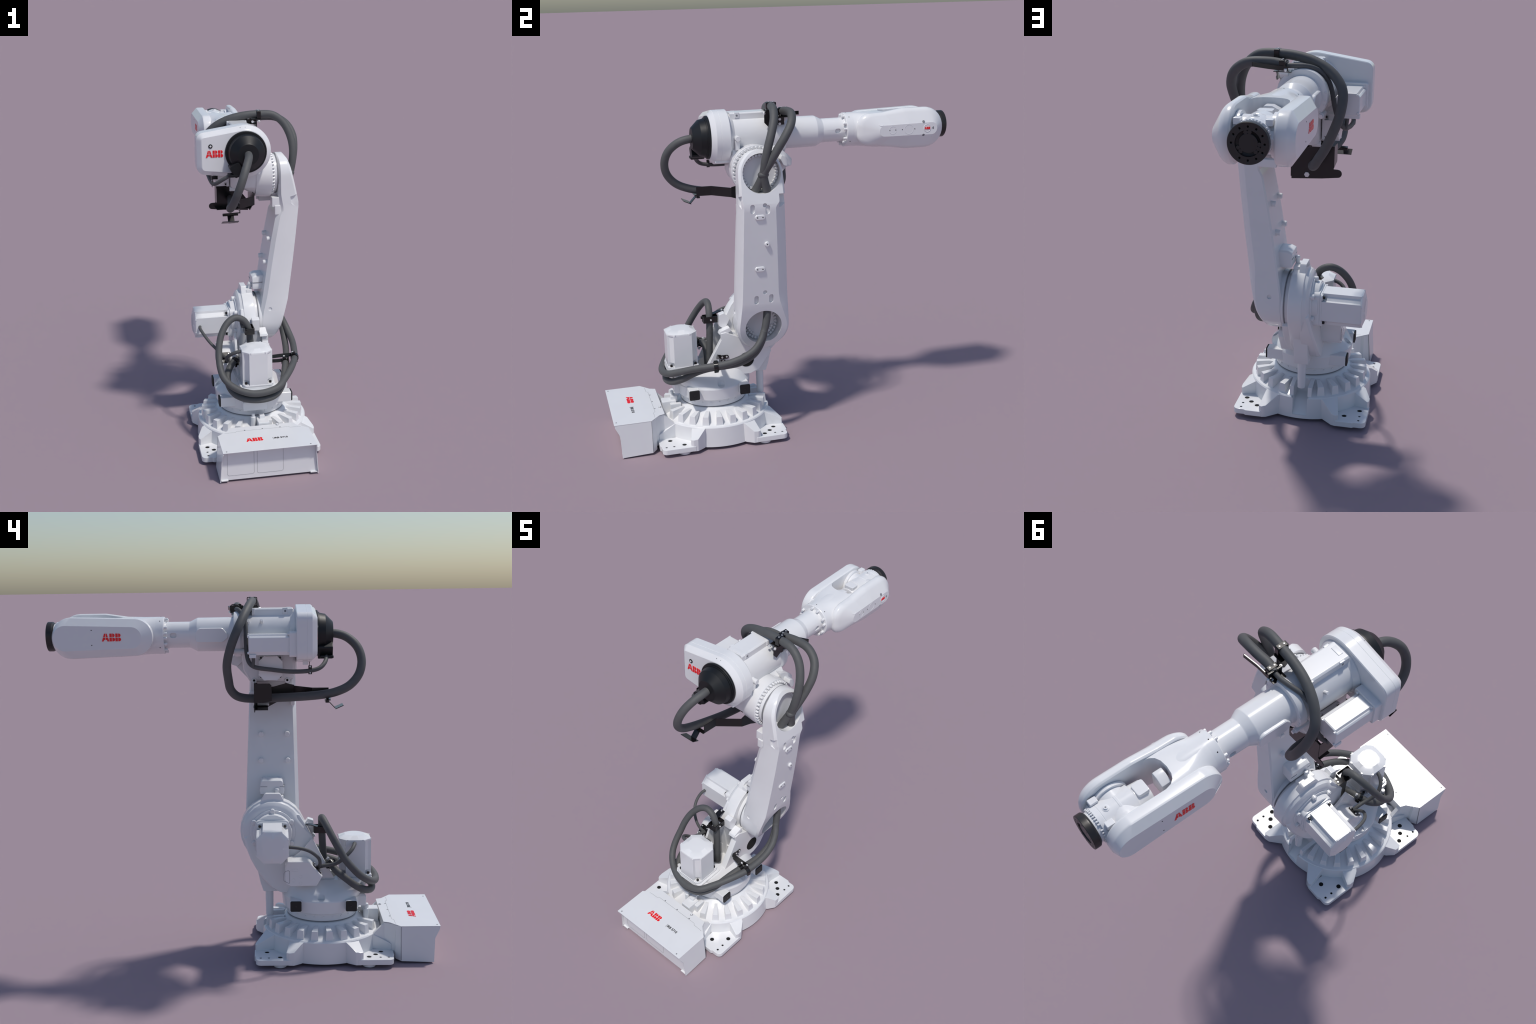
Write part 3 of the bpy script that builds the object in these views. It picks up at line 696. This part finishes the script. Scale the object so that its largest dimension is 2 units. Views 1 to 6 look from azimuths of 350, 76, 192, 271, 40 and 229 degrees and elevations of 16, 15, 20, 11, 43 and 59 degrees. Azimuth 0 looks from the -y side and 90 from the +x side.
    outl = []
    for a in range(-92, 99, 5): outl.append((CX + R * math.cos(math.radians(a)), JZ + R * math.sin(math.radians(a))))
    def arc(cx, cz, r, a0, a1, n=8): return [(cx + r * math.cos(math.radians(a0 + (a1 - a0) * i / n)), cz + r * math.sin(math.radians(a0 + (a1 - a0) * i / n))) for i in range(n + 1)]
    outl += arc(-.246, 1.755, .040, 99, 180) + arc(-.240, 1.606, .046, 180, 262)
    def rs(poly, n=150):
        P = [Vector(p) for p in poly] + [Vector(poly[0])]; d = [0]
        for a, b in zip(P, P[1:]): d.append(d[-1] + (b - a).length)
        out = []; j = 0
        for i in range(n):
            t = d[-1] * i / n
            while d[j + 1] < t: j += 1
            out.append(tuple(P[j].lerp(P[j + 1], (t - d[j]) / max(d[j + 1] - d[j], 1e-9))))
        return out
    outl = rs(outl, 140)
    def shrink(k): return [(x + (-.10 - x) * k * (.8), z + (1.682 - z) * k * 1.3) for x, z in outl]
    bm = bmesh.new()
    loft(bm, [[(x, y, z) for x, z in q] for y, q in ((-.268, inset(outl, .004)), (-.2715, outl), (-.3180, outl), (-.3188, inset(outl, .0012)), (-.3200, inset(outl, .0004)), (-.345, inset(outl, .0005)), (-.366, inset(outl, .020)), (-.370, inset(outl, .027)))])
    gc = finish(bm, 'gear_cover', WHITE, ob, angle=22)
    bm = bmesh.new()
    lathe(bm, 'y', (-.211, 1.722), [(-.366, .0115), (-.3725, .0115), (-.3735, .0095)], 28); finish(bm, 'indicator_ring', CAP, gc)
    bm = bmesh.new(); lathe(bm, 'y', (-.211, 1.722), [(-.37, .0058), (-.3742, .0055), (-.3750, .003)], 20); finish(bm, 'indicator_lens', WHITE, gc)
    logo(.096, Matrix.Translation((-.238, -.3705, 1.660)) @ Matrix.Rotation(PI / 2, 4, 'X'), gc)
    bolts('cover_screw', .0026, .001, GREY, [((x, -.3560, z), (0, -.8, .6)) for x, z in ((-.042, 1.8155), (-.014, 1.8165))], gc)
    bm = bmesh.new()
    for x, z in ((.015, 1.553), (.058, 1.558), (-.04, 1.548)): lathe(bm, 'y', (x, z), [(-.27, .011), (-.345, .011), (-.35, .008)], 16)
    finish(bm, 'cover_lug', WHITE, gc, angle=30)
    # ---- black rear cap
    bm = bmesh.new()
    lathe(bm, 'y', (CX, JZ), [(-.365, .1165), (-.379, .1165), (-.382, .114), (-.382, .1085), (-.389, .1075), (-.389, .1035), (-.420, .0970), (-.457, .0610), (-.4595, .057), (-.4600, .03)], 48)
    cap = finish(bm, 'rear_cap', CAP, ob, angle=14)
    bm = bmesh.new()   # cable outlet under the cap
    prism(bm, 'y', rrect(-.078, 1.598, .030, .036, .010), -.455, -.380)
    place(bm, Matrix.Translation((-.078, 0, 1.598)) @ Matrix.Rotation(math.radians(-28), 4, 'Y') @ Matrix.Translation((.078, 0, -1.598)))
    prism(bm, 'z', rrect(-.095, -.424, .030, .034, .008), 1.560, 1.574)
    finish(bm, 'cable_outlet', CAP, cap, angle=25, bevel=.003)
    # small bracket holding the thin cable
    bm = bmesh.new(); box(bm, -.2045, -.2025, -.345, -.327, 1.488, 1.532); box(bm, -.2035, -.17, -.334, -.331, 1.53, 1.55); finish(bm, 'cable_clip', BLACK, ob, angle=25, bevel=.0008)
    bolts('clip_screw', .0036, .002, STEEL, [((-.2045, -.336, z), (-1, 0, 0)) for z in (1.495, 1.526)], ob)
    bm = bmesh.new(); box(bm, -.20, -.175, -.326, -.300, 1.535, 1.56); finish(bm, 'clip_lug', WHITE, ob, angle=25, bevel=.002)
    # ---- forearm tube
    bm = bmesh.new()
    lathe(bm, 'y', (CX, JZ), [(.040, .090), (.055, .0865), (.228, .0855), (.234, .084), (.266, .0675), (.272, .066), (.392, .066), (.396, .070), (.402, .070)], 96)
    ft = finish(bm, 'forearm_tube', WHITE, ob, angle=22)
    cut = bmesh.new(); prism(cut, 'x', rrect(.352, JZ, .0165, .0125, .011), CX + .054, CX + .1); prism(cut, 'x', rrect(.352, JZ, .0165, .0125, .011), CX - .1, CX - .054); boolean(ft, cut); smooth(ft, 22)
    bm = bmesh.new()
    pd = rpoly([(.238, 1.645), (.205, 1.645), (.10, 1.645), (.065, 1.675), (.10, 1.718), (.238, 1.718)], [.03, 0, .02, .02, .02, .03])
    loft(bm, [[(x, *p) for p in q] for x, q in ((-.06, pd), (-.104, pd), (-.108, inset(pd, .003)))])
    finish(bm, 'tube_pad', WHITE, ft, angle=30)
    return ob
UP = upper()

# ------------------------------------------------------------------ WRIST
def wrist():
    WX = CX
    bm = bmesh.new()
    lathe(bm, 'y', (WX, JZ - .002), [(.3985, .070), (.3985, .092), (.402, .0945), (.545, .0945), (.60, .088)], 80)
    ob = finish(bm, 'wrist', WHITE, angle=25)
    # fork: side outline (y, z)
    def outline(y0, y1, zb0, zt0, zb1, zt1, k0=.98, k1=.98, n=14):
        """rounded side outline: rear end (y0) spans zb0..zt0, front end (y1) spans zb1..zt1"""
        h0 = (zt0 - zb0) / 2; h1 = (zt1 - zb1) / 2; c0 = (zt0 + zb0) / 2; c1 = (zt1 + zb1) / 2; out = []
        for i in range(2 * n + 1):
            a = math.radians(90 + 180 * i / (2 * n)); out.append((y0 + h0 * k0 + h0 * k0 * math.cos(a), c0 + h0 * math.sin(a)))
        for i in range(2 * n + 1):
            a = math.radians(-90 + 180 * i / (2 * n)); out.append((y1 - h1 * k1 + h1 * k1 * math.cos(a), c1 + h1 * math.sin(a)))
        return out
    def cheek_left(d): return outline(.448 + d, .958 - d, 1.585 + d, 1.771 - d, 1.573 + d, 1.780 - d)
    def cheek_right(d):
        p = [(.452, 1.600), (.452, 1.770), (.600, 1.775), (.715, 1.792), (.958, 1.792), (.958, 1.567), (.735, 1.567), (.570, 1.592)]
        c = Vector((.72, 1.68)); k = 1 - d / .1
        return rpoly([(c.x + (y - c.x) * (1 - d / .25), c.y + (z - c.y) * k) for y, z in p], [.084, .084, .09, .09, .110, .110, .12, .12], 9)
    oA = outline(.500, .947, 1.622, 1.732, 1.612, 1.742); oB = outline(.502, .945, 1.624, 1.730, 1.614, 1.740)
    def flat_right(d):
        p = [(.562, 1.646), (.562, 1.708), (.640, 1.709), (.740, 1.711), (.906, 1.713), (.906, 1.643), (.740, 1.645), (.640, 1.645)]
        c = Vector((.73, 1.678)); return rpoly([(c.x + (y - c.x) * (1 - d / .17), c.y + (z - c.y) * (1 - d / .034)) for y, z in p], [.030, .030, .02, .02, .034, .034, .02, .02], 9)
    def lerp2(t): return [(a[0] + (b[0] - a[0]) * t, a[1] + (b[1] - a[1]) * t) for a, b in zip(cheek_right(0), flat_right(0))]
    bm = bmesh.new()
    loft(bm, [[(WX - x, *p) for p in q] for x, q in ((.078, cheek_left(.005)), (.083, cheek_left(.001)), (.088, cheek_left(0)), (.120, cheek_left(0)), (.128, cheek_left(.003)), (.154, oA), (.1555, oB))])
    loft(bm, [[(WX + x, *p) for p in q] for x, q in ((.078, cheek_right(.005)), (.083, cheek_right(.001)), (.088, cheek_right(0)), (.100, cheek_right(0)), (.108, lerp2(.04)), (.117, lerp2(.13)), (.126, lerp2(.27)), (.1535, lerp2(.97)), (.1545, flat_right(0)), (.1555, flat_right(.0012)))])
    fk = finish(bm, 'fork_cheek', WHITE, ob, angle=30)
    bm = bmesh.new()   # palm: round neck flares into the fork
    def pal(y, hx, hz, zc, e, N=64):
        out = []
        for i in range(N):
            a = 2 * PI * i / N; c, sn = math.cos(a), math.sin(a)
            out.append((WX + hx * math.copysign(abs(c) ** (2 / e), c), y, zc + hz * math.copysign(abs(sn) ** (2 / e), sn)))
        return out
    loft(bm, [pal(.440, .0946, .0946, 1.680, 2.0), pal(.462, .0955, .0945, 1.680, 2.05), pal(.490, .100, .0940, 1.679, 2.4), pal(.520, .107, .0950, 1.677, 3.0), pal(.560, .112, .0965, 1.675, 4.0), pal(.640, .114, .0985, 1.675, 5.0), pal(.70, .114, .0985, 1.675, 5.0)])
    pm = finish(bm, 'fork_palm', WHITE, ob, angle=35)
    cut = bmesh.new()
    gl = [(.0785, .80), (.0785, .675), (.072, .648), (.058, .630), (.035, .619), (0, .615), (-.035, .619), (-.058, .630), (-.072, .648), (-.0785, .675), (-.0785, .80)]
    loft(cut, [[(WX + x, y, z) for x, y in gl] for z in (1.50, 1.90)])
    boolean(pm, cut); smooth(pm, 35)
    # tilt unit
    bm = bmesh.new()
    lathe(bm, 'x', (.845, JZ - .001), [(WX - .076, .074), (WX - .055, .070), (WX + .055, .070), (WX + .076, .074)], 64)
    tl = finish(bm, 'tilt_unit', WHITE, ob, angle=25)
    bm = bmesh.new()
    lathe(bm, 'y', (WX, JZ - .001), [(.706, .030), (.712, .052), (.722, .060), (.772, .064), (.778, .073), (.835, .074), (.838, .0755), (.846, .0755), (.848, .0745), (.918, .0745), (.920, .0735), (.922, .0745), (.944, .0745), (.946, .066), (.968, .064)], 72)
    finish(bm, 'tilt_body', WHITE, tl, angle=25)
    bm = bmesh.new()
    prism(bm, 'z', rrect(WX - .002, .742, .030, .026, .010), 1.60, 1.752)
    for s in (-1, 1):
        prism(bm, 'x', [(.90, 1.655), (.945, 1.655), (.955, 1.69), (.935, 1.715), (.89, 1.715)], WX + s * .06, WX + s * .088)
        prism(bm, 'x', rrect(.915, 1.742, .018, .012, .003), WX + s * .045, WX + s * .072)
    finish(bm, 'tilt_block', WHITE, tl, angle=25, bevel=.004)
    bm = bmesh.new(); prism(bm, 'y', [(WX - .045, 1.735), (WX - .010, 1.752), (WX + .022, 1.752), (WX + .028, 1.735), (WX + .028, 1.66), (WX - .045, 1.66)], .628, .672); finish(bm, 'cable_guide', WHITE, ob, angle=25, bevel=.005)
    bm = bmesh.new(); lathe(bm, 'z', (WX, .893), [(1.74, .0145), (1.7565, .0145), (1.7575, .011), (1.7585, .011), (1.7585, .008), (1.763, .008)], 24); finish(bm, 'oil_plug', WHITE, tl, angle=25)
    bolts('oil_plug_socket', .0035, .0008, GREY, [((WX, .893, 1.763), (0, 0, 1))], tl)
    bolts('tilt_bolt', .0042, .008, WHITE, [(p, (0, 1, 0)) for p in ring_pts('y', .946, (WX, JZ - .001), .0700, [10 * k for k in range(36) if k % 9 not in (4,)])], tl)
    for s in (-1, 1):
        bm = bmesh.new()
        lathe(bm, 'x', (.845, JZ - .001), [(WX + s * .06, .083), (WX + s * .0745, .083), (WX + s * .078, .080)], 64)
        finish(bm, 'tilt_bearing', WHITE, tl, angle=25)
    # black tool flange
    bm = bmesh.new()
    lathe(bm, 'y', (WX, JZ - .001), [(.962, .060), (.966, .068), (.9725, .0745), (.9775, .0755), (.998, .0755), (1.0, .0740), (1.0, .0470), (.989, .0460), (.989, .030)], 96)
    fl = finish(bm, 'tool_flange', FLANGE, angle=25)
    cut = bmesh.new()
    for k in range(11):
        p = ring_pts('y', 0, (WX, JZ - .001), .0595, [90 + k * 360 / 11 if 0 else 30 * k])[0] if k != 99 else None
        cyl(cut, 'y', (p[0], p[2]), .990, 1.01, .0042, 14)
    boolean(fl, cut); smooth(fl, 25)
    bm = bmesh.new(); lathe(bm, 'y', (WX, JZ - .001), [(.985, .0345), (.9955, .0345), (.9965, .033)], 48); finish(bm, 'flange_core', FLANGE, fl, angle=25)
    bolts('flange_bolt', .0078, .006, FLANGE, [(p, (0, 1, 0)) for p in ring_pts('y', .9905, (WX, JZ - .001), .0400, [76, 97, 183, 205, 227, 313, 335])], fl)
    bm = bmesh.new()
    for k in range(11):
        p = ring_pts('y', 0, (WX, JZ - .001), .0595, [30 * k])[0]; cyl(bm, 'y', (p[0], p[2]), .9895, .9925, .0042, 14)
    finish(bm, 'flange_hole', HOLE, fl)
    # bolts joining the wrist to the tube
    bolts('wrist_bolt', .0075, .016, WHITE, [(p, (0, -1, 0)) for p in ring_pts('y', .3985, (WX, JZ - .002), .0815, [68, 95, 30, 8, 150, 172, -30, -50, -95, -120, -150, -172])], ob)
    bolts('wrist_pin_hole', .0028, .0006, HOLE, [(p, (p[0] - WX, 0, p[2] - JZ + .002)) for p in ring_pts('y', .419, (WX, JZ - .002), .0945, [52, 128, -38, 218, 90])], ob)
    # right cheek markings
    for y, r in ((.640, .0215), (.735, .0265)):
        bm = bmesh.new(); frame_line(bm, [(y + r * math.cos(t * PI / 24), 1.679 + r * math.sin(t * PI / 24)) for t in range(48)], .0012, WX + .154, WX + .1563, 'x'); finish(bm, 'cover_plug_ring', WHITE, fk)
    bolts('plug_thread', .0026, .0006, HOLE, [((WX + .1558, y, 1.680), (1, 0, 0)) for y in (.622, .657, .696, .770)], fk)
    bm = bmesh.new(); lathe(bm, 'x', (.845, 1.680), [(WX + .150, .0225), (WX + .1565, .0225), (WX + .1575, .0205), (WX + .1562, .0195)], 40); finish(bm, 'logo_roundel', WHITE, fk, angle=25)
    bolts('roundel_screw', .0075, .0015, GREY, [((WX + x, y, z), n) for x, y, z, n in ((.1530, .823, 1.717, (1, 0, .5)), (.1530, .823, 1.643, (1, 0, -.5)), (.1545, .882, 1.680, (1, .2, 0)))], fk)
    logo(.034, Matrix.Translation((WX + .1570, .828, 1.6735)) @ Matrix(((0, 0, 1, 0), (1, 0, 0, 0), (0, 1, 0, 0), (0, 0, 0, 1))), fk)
    bm = bmesh.new()
    for y, z, x in ((.576, 1.716, .143), (.862, 1.628, .140)):
        b = bmesh.new(); lathe(b, 'z', (0, 0), [(-.02, .0165), (.004, .0165), (.0048, .014), (.0015, .0125), (.0015, .008), (.003, .0075)], 28)
        n = Vector((1, -.1, .75 if z > 1.68 else -.75)); place(b, Matrix.Translation((WX + x, y, z)) @ Vector((0, 0, 1)).rotation_difference(n).to_matrix().to_4x4())
        me = bpy.data.meshes.new('t'); b.to_mesh(me); b.free(); bm.from_mesh(me); bpy.data.meshes.remove(me)
    finish(bm, 'oil_screw', WHITE, fk, angle=25)
    # left cheek markings
    logo(.096, Matrix.Translation((WX - .1558, .699, 1.661)) @ Matrix(((0, 0, -1, 0), (-1, 0, 0, 0), (0, 1, 0, 0), (0, 0, 0, 1))), fk)
    bolts('cheek_thread', .0026, .0006, HOLE, [((WX - .1556, .7505, z), (-1, 0, 0)) for z in (1.7165, 1.6425)], fk)
    return ob
WR = wrist()

# ------------------------------------------------------------------ HOSES
RU, RL, RT = .0222, .0192, .0088
hose('conduit_hose', [(CX, -.445, 1.682), (CX - .003, -.485, 1.677), (-.030, -.530, 1.661), (-.056, -.581, 1.614), (-.082, -.602, 1.549), (-.106, -.588, 1.480), (-.121, -.539, 1.423), (-.123, -.470, 1.391), (-.114, -.399, 1.376), (-.100, -.329, 1.368), (-.084, -.25, 1.362), (-.070, -.15, 1.357), (-.062, -.06, 1.354), (-.064, .0, 1.358), (-.078, .038, 1.372), (-.100, .066, 1.408), (-.128, .073, 1.453), (-.164, .079, 1.534), (-.191, .059, 1.620), (-.191, .024, 1.709), (-.139, -.008, 1.776), (-.060, -.030, 1.819), (.029, -.042, 1.840), (.120, -.048, 1.8455), (.201, -.056, 1.838), (.258, -.069, 1.793), (.291, -.092, 1.728), (.304, -.116, 1.657), (.299, -.132, 1.582), (.280, -.140, 1.510), (.260, -.158, 1.46), (.240, -.180, 1.41), (.225, -.19, 1.37)], RU)
hose('branch_hose', [(.060, .034, 1.808), (.099, .028, 1.815), (.161, .034, 1.819), (.238, .032, 1.811), (.297, .012, 1.770), (.324, -.028, 1.710), (.321, -.070, 1.644), (.305, -.107, 1.577), (.284, -.139, 1.510), (.276, -.130, 1.46), (.268, -.116, 1.41), (.255, -.11, 1.36)], RU)
bm = bmesh.new(); P = [Vector((.282, -.140, 1.510))]
bmesh.ops.create_uvsphere(bm, u_segments=24, v_segments=14, radius=.026, matrix=Matrix.Translation(P[0]) @ Matrix.Diagonal((1, 1.15, .75, 1)))
finish(bm, 'hose_joint', HOSE, angle=80)
hose('thin_cable', [(.070, .033, 1.806), (.014, .032, 1.808), (-.039, .020, 1.805), (-.085, .0, 1.785), (-.122, -.015, 1.742), (-.140, -.018, 1.69), (-.150, -.018, 1.64), (-.165, -.022, 1.585), (-.182, -.034, 1.545), (-.195, -.055, 1.528), (-.198, -.15, 1.512), (-.198, -.24, 1.502), (-.196, -.335, 1.505), (-.185, -.385, 1.517), (-.150, -.414, 1.545), (-.110, -.423, 1.568)], .0110)
hose('thin_cable', [(-.200, -.052, 1.525), (-.205, -.055, 1.56), (-.208, -.055, 1.59)], .0085)
hose('conduit_hose', [(.205, -.120, .740), (.209, -.122, .705), (.214, -.132, .66), (.220, -.146, .624), (.240, -.172, .578), (.256, -.215, .535), (.263, -.275, .505), (.258, -.340, .483), (.248, -.40, .470), (.234, -.454, .462), (.210, -.512, .452), (.179, -.566, .436), (.138, -.620, .414), (.096, -.669, .396), (.032, -.689, .383), (-.045, -.687, .377), (-.113, -.664, .389), (-.166, -.632, .413), (-.201, -.592, .446), (-.214, -.550, .491), (-.214, -.508, .543), (-.206, -.474, .603), (-.184, -.442, .661), (-.145, -.415, .710), (-.100, -.400, .730), (-.050, -.400, .710), (-.023, -.403, .655), (-.017, -.405, .60), (-.010, -.41, .52), (-.004, -.415, .42), (-.004, -.415, .36)], RL)
hose('branch_hose', [(.190, -.118, .75), (.206, -.126, .70), (.216, -.140, .640), (.222, -.160, .57), (.228, -.205, .505), (.222, -.28, .462), (.205, -.36, .445), (.188, -.425, .437), (.172, -.485, .424), (.155, -.54, .402), (.128, -.60, .366), (.083, -.650, .341), (.03, -.671, .333), (-.03, -.670, .330), (-.095, -.652, .336), (-.145, -.614, .353), (-.170, -.565, .386), (-.170, -.517, .424), (-.148, -.472, .456), (-.105, -.440, .488), (-.06, -.428, .478), (-.025, -.425, .43), (-.02, -.425, .36)], RL)
bm = bmesh.new(); bmesh.ops.create_uvsphere(bm, u_segments=24, v_segments=14, radius=.0205, matrix=Matrix.Translation((.2195, -.145, .627)) @ Matrix.Diagonal((1, 1, .8, 1)))
finish(bm, 'hose_joint', HOSE, angle=80)
hose('motor_cable', [(-.284, -.215, .624), (-.288, -.24, .623), (-.281, -.285, .615), (-.265, -.328, .596), (-.240, -.360, .567), (-.208, -.381, .535), (-.176, -.384, .497), (-.150, -.372, .472), (-.142, -.360, .462)], RT)
hose('motor_cable', [(-.090, -.572, .590), (-.115, -.568, .586), (-.150, -.550, .567), (-.170, -.509, .531), (-.160, -.473, .500), (-.150, -.435, .488), (-.148, -.400, .484), (-.146, -.375, .474)], RT * 1.15)

# ------------------------------------------------------------------ HOSE BRACKETS
def clampbox(name, M, sx, sy, sz, t=.004, mat=BLACK):
    """open frame (strap) around a hose running along local x"""
    bm = bmesh.new()
    o = rrect(0, 0, sy, sz, .006); i = rrect(0, 0, sy - t, sz - t, .004)
    loft(bm, [[(-sx, *p) for p in o], [(sx, *p) for p in o], [(sx, *p) for p in i], [(-sx, *p) for p in i], [(-sx, *p) for p in o]], False, False)
    place(bm, M); return finish(bm, name, mat, angle=25)
c1 = clampbox('hose_clamp', Matrix.Translation((.115, -.0465, 1.8435)), .011, .0275, .0240)
bolts('clamp_screw', .0038, .0018, STEEL, [((.115, -.0465 + s * .012, 1.8675), (0, 0, 1)) for s in (-1, 1)], c1)
bm = bmesh.new()
prism(bm, 'x', [(-.080, 1.795), (-.080, 1.757), (-.054, 1.729), (-.010, 1.757), (-.010, 1.822), (-.075, 1.822)], .0985, .1025)
box(bm, .075, .128, -.078, -.012, 1.817, 1.8205)
finish(bm, 'clamp_plate', BLACK, angle=25, bevel=.0008)
bolts('clamp_bolt', .0068, .007, STEEL, [((.112, -.083, 1.808), (.6, -1, 0)), ((.1028, .004, 1.772), (1, 0, 0)), ((.1028, .004, 1.748), (1, 0, 0)), ((.075, -.085, 1.807), (0, 1, 0))], c1)
c2 = clampbox('hose_clamp', Matrix.Translation((.075, .034, 1.809)), .010, .0265, .0240)
bolts('clamp_screw', .0038, .0018, STEEL, [((.075, .034 + s * .012, 1.833), (0, 0, 1)) for s in (-1, 1)], c2)
bm = bmesh.new()
strip(bm, [(.045, .062, 1.797), (.085, .062, 1.799), (.130, .066, 1.803), (.195, .080, 1.812), (.200, .081, 1.812)], .020, .006, (0, 0, 1))
box(bm, .03, .11, -.005, .062, 1.781, 1.7845)
box(bm, .098, .102, -.02, .03, 1.742, 1.787)
box(bm, .055, .064, -.002, .068, 1.79, 1.826)
finish(bm, 'cable_rail', BLACK, angle=25, bevel=.0008)
bolts('clamp_bolt', .0068, .008, STEEL, [((.055, .068, 1.790), (0, .3, 1)), ((.064, -.002, 1.815), (0, 0, 1))], c2)
bm = bmesh.new(); prism(bm, 'x', [(.008, 1.762), (.012, 1.772), (.06, 1.79), (.06, 1.772), (.03, 1.75)], .045, .085); finish(bm, 'clamp_foot', WHITE, UP, angle=25, bevel=.003)

# black bracket under the elbow
bm = bmesh.new()
pf = [(.044, 1.279), (.045, 1.336), (-.020, 1.423), (-.051, 1.4405), (-.152, 1.440), (-.152, 1.334), (-.168, 1.3335)] + [(-.172 - .018 * math.sin(math.radians(a)), 1.3145 + .0185 * math.cos(math.radians(a))) for a in range(0, 181, 20)] + [(-.10, 1.288)]
prism(bm, 'y', pf, -.0585, -.0545)
hb = finish(bm, 'hose_bracket', BLACK, angle=25)
bm = bmesh.new()
prism(bm, 'x', [(-.056, 1.4395), (-.133, 1.4395), (-.143, 1.430), (-.145, 1.352), (-.056, 1.340)], -.1535, -.1500)
finish(bm, 'bracket_side', BLACK, hb, angle=25)
bm = bmesh.new()
prism(bm, 'x', [(-.056, 1.440), (-.113, 1.440), (-.125, 1.420), (-.145, 1.408), (-.155, 1.410), (-.170, 1.440), (-.212, 1.442), (-.224, 1.420), (-.262, 1.412), (-.262, 1.356), (-.19, 1.332), (-.110, 1.290), (-.056, 1.290)], .044, .048)
strip(bm, [(.046, -.245, 1.382), (.046, -.260, 1.382), (-.060, -.352, 1.381), (-.065, -.436, 1.381)], .052, .0035, (0, 0, 1))
finish(bm, 'bracket_arm', BLACK, hb, angle=25)
bm = bmesh.new()
strip(bm, [(-.064, -.434, 1.356), (-.16, -.430, 1.352), ], .022, .0035, (0, 1, -.1))
strip(bm, [(-.118, -.425, 1.345), (-.118, -.436, 1.340), (-.118, -.462, 1.312), (-.118, -.468, 1.309)], .036, .0035, (1, 0, 0))
strip(bm, [(-.128, -.464, 1.309), (-.128, -.505, 1.327)], .092, .0035, (1, 0, 0))
strip(bm, [(-.118, -.415, 1.345), (-.118, -.432, 1.345)], .086, .010, (1, 0, 0))
finish(bm, 'hose_hook', BLACK, hb, angle=25)
bm = bmesh.new(); box(bm, -.152, .046, -.125, -.057, 1.304, 1.3075); finish(bm, 'bracket_floor', BLACK, hb)
bolts('bracket_nut', .0125, .008, STEEL, [((-.029, -.0545, 1.303), (0, 1, 0))], hb, True)
bolts('bracket_screw', .009, .004, STEEL, [((.044, -.195, 1.435), (-1, 0, 0)), ((.044, -.09, 1.44), (-1, 0, 0))], hb)
bm = bmesh.new(); cyl(bm, 'y', (-.02, 1.32), -.13, -.07, .008, 12); finish(bm, 'spacer_rod', STEEL, hb)

# lower hose clamps on the right cheek
bm = bmesh.new()
prism(bm, 'x', rrect(-.352, .458, .027, .011, .0105), .0995, .1030)
strip(bm, [(.101, -.372, .462), (.101, -.392, .466), (.16, -.398, .472), (.245, -.400, .474), ], .021, .005, (0, .25, 1))
strip(bm, [(.101, -.385, .437), (.15, -.398, .441), (.203, -.400, .445)], .020, .005, (0, .25, 1))
prism(bm, 'x', rrect(-.365, .433, .022, .009, .0085), .0995, .1030)
lb = finish(bm, 'clamp_bracket', BLACK, angle=25)
bolts('bracket_screw', .0052, .004, STEEL, [((.103, -.363, .457), (1, 0, 0)), ((.103, -.337, .459), (1, 0, 0)), ((.103, -.358, .434), (1, 0, 0))], lb)
def ringclamp(p, d, r, w=.022):
    d = Vector(d).normalized(); bm = bmesh.new()
    lathe(bm, 'z', (0, 0), [(-w / 2, r + .0005), (-w / 2, r + .0045), (w / 2, r + .0045), (w / 2, r + .0005), (-w / 2, r + .0005)], 28, False)
    box(bm, -.010, .010, r, r + .012, -w / 2, w / 2); box(bm, -.012, .012, -r - .010, -r, -w / 2, w / 2)
    q = Vector((0, 0, 1)).rotation_difference(d); M = Matrix.Translation(p) @ q.to_matrix().to_4x4(); place(bm, M)
    return finish(bm, 'strap', BLACK, lb, angle=25)
ringclamp((.243, -.425, .466), (-.03, -.12, -.016), RL)
ringclamp((.190, -.418, .438), (-.03, -.12, -.016), RL)
bolts('strap_screw', .0068, .009, STEEL, [((.232, -.412, .488), (.2, -.3, 1)), ((.183, -.402, .463), (.2, -.3, 1))], lb)
# clamp on the hose above the base opening
M = Matrix.Translation((-.022, -.400, .652)) @ Matrix.Rotation(PI / 2, 4, 'Y')
cj = clampbox('hose_clamp', M @ Matrix.Rotation(0, 4, 'X'), .018, .042, .028)
bm = bmesh.new()
strip(bm, [(-.05, -.405, .668), (-.05, -.372, .672), (-.05, -.345, .682), (-.05, -.315, .684)], .034, .004, (1, 0, 0))
lathe(bm, 'y', (-.045, .655), [(-.448, .008), (-.425, .008)], 16)
finish(bm, 'clamp_plate', BLACK, cj, angle=25)
bolts('clamp_bolt', .005, .006, STEEL, [((-.05, -.325, .686), (0, 0, 1)), ((-.022, -.434, .652), (0, -1, 0)), ((.0055, -.40, .652), (1, 0, 0))], cj)
# clamp holding the second hose next to the cavity
bm = bmesh.new()
d = Vector((.05, .02, .03))
cm = ringclamp((-.112, -.444, .484), (.045, .032, .032), RL, .016); cm.name = 'strap'
bm.free()
bm = bmesh.new(); strip(bm, [(-.085, -.40, .47), (-.10, -.435, .462), (-.105, -.462, .452)], .02, .004, (1, 0, .3)); finish(bm, 'clamp_plate', BLACK, cj, angle=25)
bolts('strap_screw', .0068, .009, STEEL, [((-.100, -.430, .508), (0, -.3, 1)), ((-.098, -.455, .452), (0, -1, .2))], cj)

print('BOUNDS OK')
